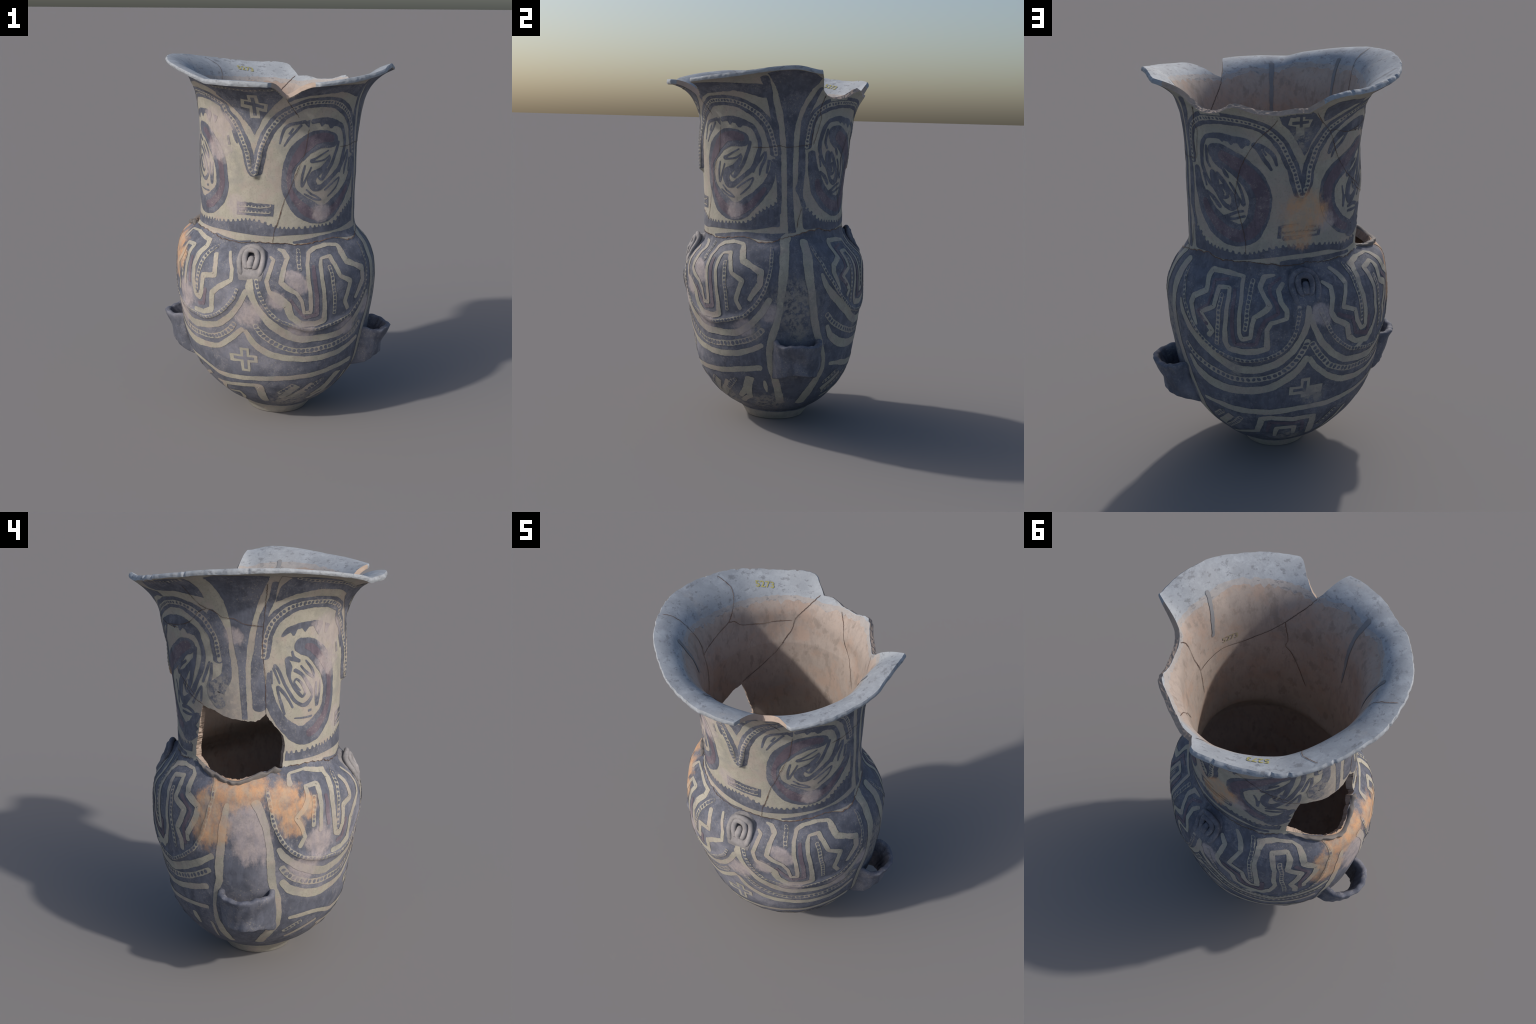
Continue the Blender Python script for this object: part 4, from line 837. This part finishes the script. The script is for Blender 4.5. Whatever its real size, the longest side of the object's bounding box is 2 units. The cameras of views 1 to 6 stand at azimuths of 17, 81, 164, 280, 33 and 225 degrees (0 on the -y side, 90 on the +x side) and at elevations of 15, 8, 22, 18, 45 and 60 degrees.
# columns
stroke("columns", "pale", [(1.8,1.098,43),(-2.9,1.065,46),(-5.2,1.000,49),(-5.0,0.919,49),(-5.5,0.850,46),(-6.5,0.764,35),(-7.7,0.676,35),(-10.0,0.601,39),(-12.6,0.525,39),(-13.6,0.448,32),(-12.1,0.377,33),(-8.9,0.309,38),(-6.3,0.235,41),(-3.1,0.141,46)])
stroke("columns", "pale", [(12.8,1.077,42),(11.2,1.019,50),(10.2,0.959,55),(10.8,0.890,50),(12.1,0.819,43),(13.3,0.746,43),(14.7,0.671,44),(17.1,0.595,44),(21.2,0.516,34),(24.9,0.434,24),(25.5,0.361,29),(22.0,0.286,46),(19.4,0.213,58),(16.8,0.131,59)])
stroke("columns", "pale", [(175.8,0.970,19),(174.4,0.925,29),(172.7,0.858,36),(171.5,0.775,37),(169.8,0.673,42),(168.8,0.581,35),(165.9,0.516,22),(164.2,0.433,18),(164.2,0.344,29),(165.4,0.245,43),(167.2,0.159,32)])
stroke("columns", "pale", [(190.5,0.983,50),(192.5,0.932,41),(194.7,0.858,31),(195.9,0.790,28),(197.0,0.719,35),(197.4,0.646,39),(198.3,0.562,36),(201.5,0.480,30),(202.1,0.406,33),(200.6,0.325,44),(194.4,0.239,48),(189.0,0.161,43)])

# cracks
crack([(289.2,1.860),(291.3,1.814),(295.6,1.756),(299.4,1.713)])
crack([(306.8,1.655),(306.0,1.613),(304.7,1.540),(301.6,1.485),(296.2,1.394),(293.0,1.334),(290.3,1.297),(287.0,1.216),(285.0,1.155)])
crack([(288.2,1.242),(285.4,1.176),(283.0,1.125),(282.2,1.065)])
crack([(24.4,1.829),(22.4,1.783),(20.4,1.737),(18.5,1.679),(17.7,1.617),(17.7,1.579)])
crack([(17.7,1.579),(13.1,1.575),(6.2,1.566),(-1.3,1.562),(-5.9,1.568),(-12.3,1.561),(-18.7,1.557),(-26.3,1.558)])
crack([(11.8,1.240),(9.4,1.186),(8.1,1.132)])
crack([(24.1,1.841),(22.5,1.779),(21.5,1.737),(23.6,1.713),(21.7,1.646),(19.2,1.577)])
crack([(76.7,1.875),(73.0,1.808),(66.5,1.733),(59.6,1.645),(54.5,1.573),(50.1,1.443),(51.3,1.379),(54.3,1.297),(57.2,1.216),(57.4,1.153)])
crack([(96.8,1.924),(101.7,1.848),(107.1,1.781),(110.8,1.711),(114.4,1.642),(121.3,1.571),(129.8,1.500),(147.4,1.408)])
crack([(108.2,1.764),(112.6,1.762),(121.5,1.733),(136.8,1.713)])
crack([(153.8,1.942),(154.1,1.880),(157.2,1.826),(161.5,1.801)])
crack([(161.5,1.801),(166.2,1.783),(170.7,1.758),(178.2,1.746),(183.6,1.726),(194.3,1.714)])
crack([(161.5,1.801),(155.9,1.792),(149.5,1.751),(141.4,1.732),(124.3,1.728)])
crack([(196.7,1.896),(195.8,1.794),(194.3,1.706),(193.4,1.618),(194.6,1.530),(195.1,1.439),(195.1,1.347)])
crack([(134.4,1.459),(143.6,1.405),(153.1,1.375)])
# seam where the neck was joined to the belly
for a, b in ((210, 302), (296, 395), (390, 500)):
    sel = [(p, t + .001) for p, t in zip(np.arange(a, b, 2.0), np.interp(np.mod(np.arange(a, b, 2.0), 360), cphi, joint_t))]
    crack(sel, .0034, mat="crack_pale" if a == 296 else "crack")

# cracks, drips and brush marks inside
INNER_CRACKS = [
    [(155, 1.985), (151, 1.931), (152.5, 1.876), (156.5, 1.822), (161, 1.784), (168, 1.761), (180.5, 1.73), (193.5, 1.714)],
    [(199, 1.985), (198, 1.954), (197.5, 1.884), (194, 1.8), (192.5, 1.753), (193.5, 1.714), (192.5, 1.637), (193, 1.506)],
    [(161, 1.784), (155.5, 1.776), (148.5, 1.737), (133, 1.722), (124, 1.737), (111.5, 1.745)],
    [(94.5, 1.925), (101.5, 1.846), (109, 1.768), (112, 1.668), (120, 1.583), (124.5, 1.537), (139, 1.444), (152, 1.385)],
    [(76.5, 1.876), (71, 1.8), (65.5, 1.691), (56.5, 1.598), (49.5, 1.49)],
    [(25, 1.82), (21.5, 1.776), (19, 1.66), (16, 1.56), (15.5, 1.375)],
    [(16, 1.56), (-6, 1.583), (-24, 1.575), (-40.5, 1.614), (-52.5, 1.676), (-64.5, 1.768), (-70, 1.83)],
    [(307.5, 1.676), (305, 1.568), (306.5, 1.521), (301.5, 1.475), (294, 1.375), (288, 1.274)]]
for c in INNER_CRACKS:
    crack(c, .0027, True, "crack_pale" if c[0][0] > 150 else "crack")
inside_stroke("inner_drip", "drip", [(256.5, 1.90, 30), (256.6, 1.86, 26), (257, 1.78, 22), (257.3, 1.67, 20), (258, 1.48, 8)])
inside_stroke("inner_drip", "drip", [(212.5, 1.90, 26), (212.4, 1.86, 22), (212, 1.80, 20), (210.5, 1.70, 12)])
inside_stroke("inner_drip", "drip", [(353.8, 1.895, 24), (354, 1.861, 20), (356, 1.784, 20), (358.5, 1.68, 14)])

FRIENDLY = {"eye_front_right": "painted_eye", "eye_front_left": "painted_eye", "eye_back_right": "painted_eye", "eye_back_left": "painted_eye",
            "arches": "painted_brow_arch", "arches_dot": "painted_brow_dot", "brow_fields": "painted_brow_field", "brow_fields_dot": "painted_band_dot",
            "collar": "painted_collar", "collar_tooth": "painted_mouth_teeth", "panel_front_right": "painted_meander", "panel_front_left": "painted_meander",
            "panel_back_right": "painted_meander", "panel_back_left": "painted_meander", "swags": "painted_swag", "swags_dot": "painted_swag_dot", "belt": "painted_belt",
            "base_motifs": "painted_base_motif", "base_motifs_dot": "painted_base_dot", "columns": "painted_column", "crack": "crack", "inner_crack": "inner_crack", "inner_drip": "inner_drip"}
for (name, mat), (vs, fs) in BATCH.items():
    nm = FRIENDLY.get(name, "painted_meander_dot" if name.startswith("panel") else "painted_mark")
    ob = add_mesh(nm, np.vstack(vs), fs, mat)
    ob["kind"] = "stuff"

# ------------------------------------------------------------------ strap handles: upright loops, open above and below
def handle(sign, y0, half, x_top, x_low, seed):
    r = np.random.default_rng(seed); NA, prof = 56, []
    th = .030
    # cross-section round the strap: outer face, lower lip, inner face, upper lip; (depth, height 0..1)
    for k in range(14): prof.append((0, k / 13))
    for k in range(1, 6): a = math.pi * k / 6; prof.append((-th / 2 + th / 2 * math.cos(a), 1 + .06 * math.sin(a)))
    for k in range(14): prof.append((-th, 1 - k / 13))
    for k in range(1, 6): a = math.pi * k / 6; prof.append((-th / 2 - th / 2 * math.cos(a), -.06 * math.sin(a)))
    NPF = len(prof); V = []
    for i in range(NA):
        al = math.radians(-104 + 208 * i / (NA - 1)); ca, sa = math.cos(al), math.sin(al)
        out = max(ca, 0)
        for (d, h) in prof:
            z_hi = .530 - .004 * out; z_lo = .316 + .052 * out ** .7; z = z_lo + (z_hi - z_lo) * h
            xb = float(np.interp(z, [.28, .36, .46, .58], [.430, .478, .508, .527])); hh = np.clip(h, 0, 1)
            xo = x_low + (x_top - x_low) * hh ** 1.6; flare = .012 * max(hh - .75, 0) / .25
            w = half * (.93 + .07 * hh)
            ax = (xo - xb + flare * 0) + d; ay = w + d
            lump = .004 * math.sin(5 * al + seed) + .0035 * math.sin(9 * hh + 3 * al + seed) + .002 * math.sin(17 * al + 7 * hh)
            x = xb + (ax + lump) * (abs(ca) ** .85) * (1 if ca > 0 else -.55)
            y = (ay + lump * .6) * math.copysign(abs(sa) ** .9, sa)
            V.append((sign * x, y0 + y, z + .005 * math.sin(4 * al + 2 * seed) + .002 * math.sin(13 * al + seed) * h))
    F = []
    for i in range(NA - 1):
        for j in range(NPF):
            a, b = i * NPF + j, i * NPF + (j + 1) % NPF
            q = (a, a + NPF, b + NPF, b)
            F.append(q if sign > 0 else q[::-1])
    F.append(tuple(range(NPF)) if sign < 0 else tuple(range(NPF))[::-1]); l = (NA - 1) * NPF
    F.append(tuple(l + k for k in range(NPF))[::-1] if sign < 0 else tuple(l + k for k in range(NPF)))
    return add_mesh("handle", np.array(V), F, "slate")
handle(1, .076, .131, .658, .600, 1)
handle(-1, .004, .131, .658, .600, 2)

# ------------------------------------------------------------------ lugs: horseshoe coils with a pierced hollow
def lug(phi0, t0, seed, mat):
    r = .47
    def at(X, Y, h):
        """point h above the wall, X sideways and Y up from the lug's middle, leaning out level"""
        PHI = phi0 + np.degrees(np.asarray(X) / r); N = look(NORM, PHI, t0 + Y); N[..., 2] *= .25; N /= np.linalg.norm(N, axis=-1, keepdims=True)
        return wall(PHI, t0 + Y) + N * np.asarray(h)[..., None]
    # low swelling that carries the coils
    nx, ny = 70, 100; X, Y = np.broadcast_arrays(np.linspace(-.085, .085, nx)[:, None], np.linspace(-.11, .068, ny)[None])
    half = np.interp(Y, [-.11, -.07, 0, .03, .052, .066], [.052, .062, .066, .058, .036, .008])
    H = np.interp(Y, [-.11, -.07, -.03, .01, .03, .045, .064], [0, .005, .009, .016, .024, .027, 0])
    env = np.clip(1 - (X / half) ** 2, 0, 1); h = H * env ** .5 + .0012 * lattice_noise(np.stack([X, Y, X * 0 + seed], -1), 60, seed)
    hole = np.clip(1.2 - ((X / .024) ** 4 + ((Y - .014) / .016) ** 4), 0, 1); h = h - .022 * hole
    h = np.where(env <= .001, -.006, h); V = at(X, Y, h).reshape(-1, 3); F = []
    for i in range(nx - 1):
        for j in range(ny - 1):
            q = (i * ny + j, (i + 1) * ny + j, (i + 1) * ny + j + 1, i * ny + j + 1)
            if h.reshape(-1)[list(q)].max() > -.004: F.append(q)
    body = add_mesh("pierced_lug", V, F, mat)
    # horseshoe coils: (X, Y, height above wall, radius)
    def coil(spine):
        s = np.array(spine, float); u = np.linspace(0, len(s) - 1, 60); c = np.stack([pchip(np.arange(len(s)), s[:, k], u) for k in range(4)], 1)
        P = at(c[:, 0], c[:, 1], c[:, 2] * .68); d = np.gradient(P, axis=0); d /= np.linalg.norm(d, axis=1, keepdims=True)
        N = look(NORM, phi0 + np.degrees(c[:, 0] / r), t0 + c[:, 1]); S = np.cross(d, N); S /= np.linalg.norm(S, axis=1, keepdims=True); U = np.cross(S, d)
        vs = []; fs = []; n = 12
        for i in range(60):
            rad = c[i, 3] * (1 + .05 * math.sin(i * .31 + seed)) * min(1, .25 + .2 * min(i, 59 - i))
            for k in range(n):
                a = 2 * math.pi * k / n; vs.append(P[i] + rad * (S[i] * math.cos(a) + U[i] * math.sin(a) * .8))
        for i in range(59):
            for k in range(n): fs.append((i * n + k, i * n + (k + 1) % n, (i + 1) * n + (k + 1) % n, (i + 1) * n + k))
        fs += [tuple(range(n))[::-1], tuple(59 * n + k for k in range(n))]
        add_mesh("lug_coil", np.array(vs), fs, mat, parent=body)
    coil([(-.036, -.090, -.004, .010), (-.046, -.060, .002, .014), (-.053, -.02, .012, .016), (-.046, .020, .034, .016), (-.026, .045, .054, .016), (0, .054, .060, .016),
          (.026, .045, .054, .016), (.046, .020, .034, .016), (.053, -.02, .012, .016), (.046, -.060, .002, .014), (.036, -.094, -.004, .010)])
    coil([(-.010, -.055, .006, .012), (-.022, -.036, .012, .015), (-.029, -.004, .034, .015), (-.020, .024, .060, .014), (0, .034, .068, .015),
          (.020, .024, .060, .014), (.029, -.004, .034, .015), (.022, -.036, .012, .015), (.010, -.056, .006, .012)])
    coil([(0, .002, .020, .012), (.001, -.010, .026, .017), (-.001, -.028, .022, .018), (0, -.050, .010, .014)])
    return body
lug(271.5, 0.992, 3, "coil")
lug(90.5, 1.032, 4, "slate")

# ------------------------------------------------------------------ ragged shoulder edge left standing under the hole
def broken_shoulder(pts, seed):
    r = np.random.default_rng(seed); line = smooth_line(pts); n = len(line); k = 14
    rag = pchip(np.linspace(0, n - 1, n // 7), r.normal(0, 1, n // 7), np.arange(n)); rag2 = pchip(np.linspace(0, n - 1, n // 4), r.normal(0, 1, n // 4), np.arange(n))
    P = wall(line[:, 0], line[:, 1]); out = look(NORM, line[:, 0], line[:, 1]).copy(); out[:, 2] = 0; out /= np.linalg.norm(out, axis=1, keepdims=True)
    V = []; F = []
    for i in range(n):
        e = min(1, .15 + .12 * min(i, n - 1 - i)); ht = (.015 + .004 * rag[i]) * e; th = (.013 + .002 * rag2[i]) * e
        c = P[i] + out[i] * (-.004 * e + .002 * rag2[i])
        for j in range(k):
            a = 2 * math.pi * j / k; ca, sa = math.cos(a), math.sin(a)
            V.append(c + out[i] * th * math.copysign(abs(ca) ** .7, ca) + np.array([0, 0, 1]) * (ht * math.copysign(abs(sa) ** .7, sa)) + out[i] * .006 * sa * e)
    for i in range(n - 1):
        for j in range(k): F.append((i * k + j, i * k + (j + 1) % k, (i + 1) * k + (j + 1) % k, (i + 1) * k + j)[::-1])
    F += [tuple(range(k)), tuple((n - 1) * k + j for j in range(k))[::-1]]
    return add_mesh("broken_shoulder_edge", np.array(V), F, "break_dark")
broken_shoulder([(p, t - .012) for p, t in [(205.8, 1.094), (201.7, 1.096), (194.5, 1.086), (186.6, 1.073), (178.9, 1.062), (172.2, 1.066), (165.0, 1.075), (154.9, 1.090), (147.8, 1.108), (143.5, 1.118)]], 21)

# ------------------------------------------------------------------ inventory number inked on the lip
def inked_number(text, phi0, t0, height, mat):
    cu = bpy.data.curves.new("number_curve", "FONT"); cu.body = text; cu.size = 1; cu.align_x = "CENTER"; cu.align_y = "CENTER"; cu.offset = .012; cu.resolution_u = 4
    tmp = bpy.data.objects.new("number_tmp", cu); bpy.context.scene.collection.objects.link(tmp)
    dg = bpy.context.evaluated_depsgraph_get(); me = tmp.evaluated_get(dg).to_mesh()
    bm = bmesh.new(); bm.from_mesh(me); tmp.evaluated_get(dg).to_mesh_clear()
    bmesh.ops.triangulate(bm, faces=bm.faces)
    bmesh.ops.subdivide_edges(bm, edges=bm.edges, cuts=1)
    co = np.array([v.co[:] for v in bm.verts]); f = [[v.index for v in p.verts] for p in bm.faces]; bm.free()
    bpy.data.objects.remove(tmp); bpy.data.curves.remove(cu)
    r = np.hypot(*wall(phi0, t0)[:2]); ph = phi0 - np.degrees(co[:, 0] * height * 1.15 / r)
    base = wall(phi0, t0 - .02), wall(phi0, t0 + .02); k = .04 / np.linalg.norm(base[1] - base[0])
    t = t0 + co[:, 1] * height * k
    th = np.interp(t, [1.6, 1.9, 2.0], [.026, .026, .020])
    V = look(GRID, ph, t) - look(NORM, ph, t) * (th + .003 * lattice_noise(wall(ph, t), 6, 11) + .003)[:, None]
    return add_mesh("inventory_number", V, f, mat)
inked_number("5273", 129.5, 1.938, .046, "ink")
inked_number("5273", 346, 1.626, .042, "ink_faint")
